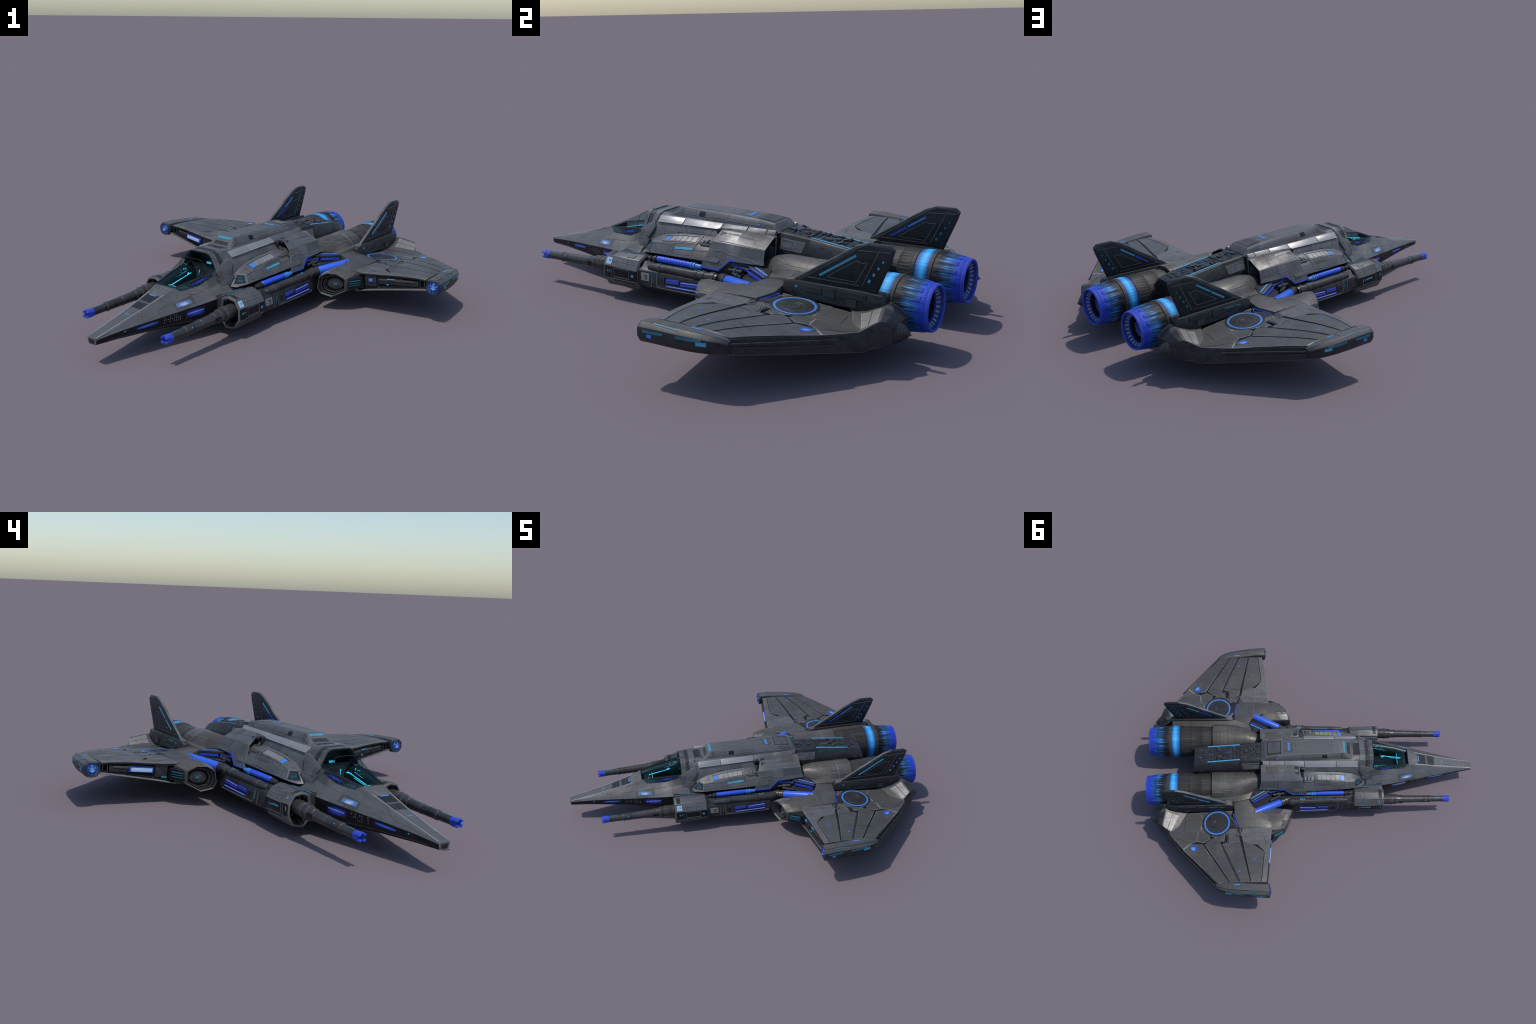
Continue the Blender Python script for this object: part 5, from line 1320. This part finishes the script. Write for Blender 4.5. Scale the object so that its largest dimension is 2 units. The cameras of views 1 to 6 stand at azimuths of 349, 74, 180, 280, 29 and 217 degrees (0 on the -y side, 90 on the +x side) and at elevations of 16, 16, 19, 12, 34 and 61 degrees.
    for a_, b_, w, mt in (((-0.16, 0.99, 0.213), (-0.25, 0.988, 0.213), 0.010, TEAL), ((-0.30, 0.985, 0.212), (-0.40, 0.97, 0.211), 0.010, TEAL), ((-0.42, 0.96, 0.20), (-0.38, 0.97, 0.20), 0.014, CYAN), ((-0.18, 0.99, 0.198), (-0.20, 0.99, 0.198), 0.012, SKY)):
        decal("tip_light", tt, strip(q(a_), q(b_), w, IN), IN, mt, tip, 0.0014)
    decal("tip_light", tt, strip(q((-0.325, 0.912, 0.24)), q((-0.365, 0.910, 0.24)), 0.008, DOWN), DOWN, SKY, tip, 0.0014)
    decal("tip_light", tt, strip(q((-0.20, 0.965, 0.24)), q((-0.30, 0.960, 0.24)), 0.004, DOWN), DOWN, TEAL, tip, 0.0014)
    seams("tip_seam", tt, [Q([(x, 0.906, 0.24), (x, 0.985, 0.22)]) for x in (-0.19, -0.31)], DOWN, 0.003, None, tip)
    # plate that joins the wing deck to the pod
    decal("tip_plate", wt, Q([(-0.155, 0.895, 0.23), (-0.47, 0.888, 0.22), (-0.47, 0.91, 0.22), (-0.155, 0.92, 0.23)]), DOWN, WING, wing, 0.002, 5, 1)

    # -------------------------------------------------- rear bulge, tail cone, trailing edge
    bulge = loft("tail_bulge", [
        Q([(-0.66, 0.345, 0.192), (-0.70, 0.400, 0.184), (-0.735, 0.475, 0.176), (-0.735, 0.475, 0.12), (-0.70, 0.41, 0.11), (-0.66, 0.330, 0.105)]),
        Q([(-0.735, 0.340, 0.200), (-0.755, 0.410, 0.194), (-0.790, 0.510, 0.174), (-0.800, 0.512, 0.105), (-0.75, 0.42, 0.098), (-0.72, 0.325, 0.10)]),
        Q([(-0.825, 0.325, 0.236), (-0.824, 0.382, 0.229), (-0.845, 0.472, 0.208), (-0.850, 0.480, 0.105), (-0.82, 0.42, 0.094), (-0.80, 0.320, 0.10)]),
        Q([(-0.862, 0.312, 0.214), (-0.862, 0.385, 0.219), (-0.869, 0.460, 0.206), (-0.866, 0.465, 0.110), (-0.85, 0.42, 0.094), (-0.85, 0.308, 0.10)]),
        Q([(-0.900, 0.322, 0.190), (-0.898, 0.375, 0.193), (-0.886, 0.435, 0.178), (-0.884, 0.440, 0.120), (-0.875, 0.41, 0.102), (-0.885, 0.318, 0.105)]),
    ], [WING, DARK], wing, 0.004, sharp=30, mats=[0, 0, 1, 1, 1, 1])
    for p in bulge.data.polygons:
        if p.center.x < -0.842:
            p.material_index = 1
    bg = tree_of(bulge)
    decal("bulge_plate", bg, Q([(-0.735, 0.395, 0.21), (-0.785, 0.500, 0.19), (-0.808, 0.492, 0.20), (-0.775, 0.390, 0.22)]), DOWN, PALE, bulge, 0.0014, 3, 4)
    decal("bulge_plate", bg, Q([(-0.781, 0.388, 0.21), (-0.813, 0.490, 0.19), (-0.838, 0.475, 0.20), (-0.815, 0.383, 0.22)]), DOWN, PALE, bulge, 0.0014, 3, 4)
    cone = [(0.0, 0.062), (0.03, 0.060)]
    for k in range(9):
        t = k / 9
        r0, r1 = 0.058 * (1 - t ** 1.7), 0.058 * (1 - (t + 0.08) ** 1.7)
        cone += [(0.036 + 0.0085 * k, r0), (0.036 + 0.0085 * k + 0.0065, r1 + 0.0015), (0.036 + 0.0085 * k + 0.007, r1 - 0.0015)]
    cone += [(0.116, 0.003)]
    turned("tail_cone", q((-0.822, 0.392, 0.150)), (-1, -0.07 * sd, -0.07), cone, DARK, wing, 32, sharp=25, squash=(0.92, 0.92))
    bm = bmesh.new()
    for k, (za, zc) in enumerate(((0.199, 0.164), (0.186, 0.142))):
        a, b = Vector((-0.477, 0.908, za)), Vector((-0.737, 0.613, zc))
        off = Vector((-0.004, 0.0025, 0))
        bar(bm, q(a + off), q(b + off), 0.006, 0.008)
    finish("trailing_rib", bm, DARK, wing, 0.001, kind="stuff")
    decal("rear_hatch", wt, Q([(-0.745, 0.60, 0.165), (-0.79, 0.545, 0.165), (-0.795, 0.545, 0.12), (-0.75, 0.60, 0.12)]), (0.75, -sd * 0.65, 0), BLACK, wing, 0.002, 2, 2)

    # -------------------------------------------------- fin and its root beam
    beam = loft("fin_root", [
        Q([(-0.362, 0.326, 0.245), (-0.362, 0.352, 0.245), (-0.362, 0.358, 0.215), (-0.362, 0.322, 0.215)]),
        Q([(-0.374, 0.321, 0.258), (-0.374, 0.356, 0.258), (-0.374, 0.364, 0.212), (-0.374, 0.318, 0.205)]),
        Q([(-0.420, 0.320, 0.266), (-0.420, 0.358, 0.266), (-0.420, 0.366, 0.200), (-0.420, 0.316, 0.200)]),
        Q([(-0.720, 0.322, 0.272), (-0.720, 0.362, 0.266), (-0.720, 0.372, 0.195), (-0.720, 0.316, 0.195)]),
        Q([(-0.800, 0.320, 0.268), (-0.800, 0.360, 0.262), (-0.800, 0.372, 0.200), (-0.800, 0.312, 0.200)]),
        Q([(-0.815, 0.322, 0.255), (-0.815, 0.352, 0.250), (-0.815, 0.364, 0.205), (-0.815, 0.318, 0.205)]),
    ], DARK, wing, 0.003)
    bmt = tree_of(beam)
    for x0, x1, z0, z1, mt, h in ((-0.47, -0.545, 0.252, 0.232, DARK, 0.004), (-0.555, -0.605, 0.256, 0.226, DARK, 0.005), (-0.62, -0.74, 0.256, 0.236, FIN, 0.006), (-0.45, -0.60, 0.222, 0.208, FIN, 0.003), (-0.66, -0.70, 0.23, 0.204, DARK, 0.006)):
        decal("beam_box", bmt, Q([(x0, 0.37, z0), (x1, 0.37, z0), (x1, 0.375, z1), (x0, 0.375, z1)]), IN, mt, beam, h, 1, 1)
    if sd == 1:
        decal("beam_lamp", bmt, strip(q((-0.425, 0.37, 0.246)), q((-0.432, 0.37, 0.240)), 0.008, IN), IN, CYAN, beam, 0.0014)
    else:
        decal("beam_lamp", bmt, strip(q((-0.43, 0.37, 0.242)), q((-0.465, 0.37, 0.244)), 0.006, IN), IN, TEAL, beam, 0.0014)
        decal("beam_lamp", bmt, strip(q((-0.475, 0.37, 0.245)), q((-0.53, 0.37, 0.248)), 0.006, IN), IN, TEAL, beam, 0.0050)
    decal("beam_cap", bmt, Q([(-0.382, 0.324, 0.26), (-0.418, 0.324, 0.26), (-0.418, 0.354, 0.26), (-0.382, 0.354, 0.26)]), DOWN, HULL, beam, 0.003, 1, 1)
    out = [(-0.418, 0.262), (-0.690, 0.436), (-0.716, 0.452), (-0.745, 0.460), (-0.825, 0.459), (-0.846, 0.444), (-0.836, 0.410), (-0.775, 0.262)]
    fin = None
    bm = bmesh.new()
    th = 0.0095
    def finring(k, t):
        cx, cz = -0.69, 0.345
        return [q((cx + (x - cx) * k, 0.342 + t + (z - 0.27) * 0.012, cz + (z - cz) * k)) for x, z in out]
    add_loft(bm, [finring(0.93, th), finring(1.0, th * 0.45), finring(1.0, -th * 0.45), finring(0.93, -th)])
    fin = finish("tail_fin", bm, FIN, wing, 0.0015, sharp=20)
    fnt = tree_of(fin)
    bm = bmesh.new()
    bar(bm, q((-0.410, 0.342, 0.264)), q((-0.692, 0.344, 0.4405)), 0.014, 0.010)
    bar(bm, q((-0.690, 0.344, 0.440)), q((-0.745, 0.344, 0.459)), 0.014, 0.007)
    finish("fin_edge", bm, HULL, fin, 0.003)
    for face, d in ((1, IN), (-1, (0, sd, 0))):
        y = 0.342 + 0.012 * face
        outer = face == 1
        decal("fin_light", fnt, strip(q((-0.530, y, 0.302)), q((-0.690, y, 0.405)), 0.009, d), d, CYAN, fin, 0.0016, 6, 1) if (sd == 1 and outer) else None
        if not (sd == 1 and outer):
            mt = SKY if sd == -1 and not outer else CYAN
            decal("fin_light", fnt, strip(q((-0.525, y, 0.300)), q((-0.600, y, 0.347)), 0.009, d), d, BLUE if not outer else CYAN, fin, 0.0016, 4, 1)
            decal("fin_light", fnt, strip(q((-0.607, y, 0.352)), q((-0.690, y, 0.405)), 0.008, d), d, mt, fin, 0.0016, 4, 1)
        for k in range(4):
            t = k / 3
            x, z = -0.742 - 0.058 * t, 0.305 + 0.085 * t
            l = 0.012 - 0.004 * t
            decal("fin_lamp", fnt, strip(q((x, y, z)), q((x - l * 0.4, y, z + l)), 0.010 - 0.003 * t, d), d, (CYAN if sd == 1 else TEAL) if outer else TEAL, fin, 0.0014, 1, 1)
        seams("fin_seam", fnt, [Q([(-0.565, y, 0.302), (-0.690, y, 0.382), (-0.715, y, 0.376), (-0.735, y, 0.382), (-0.690, y, 0.300), (-0.565, y, 0.302)]), Q([(-0.715, y, 0.285), (-0.790, y, 0.440)]), Q([(-0.70, y, 0.425), (-0.83, y, 0.432)]), Q([(-0.46, y, 0.285), (-0.70, y, 0.285)])], d, 0.0022, None, fin)

# ------------------------------------------------------------------ two levels below the ship, no deeper
def depth(o):
    return 0 if o.parent is None else 1 + depth(o.parent)
for o in list(bpy.data.objects):
    while depth(o) > 2:
        o.parent = o.parent.parent
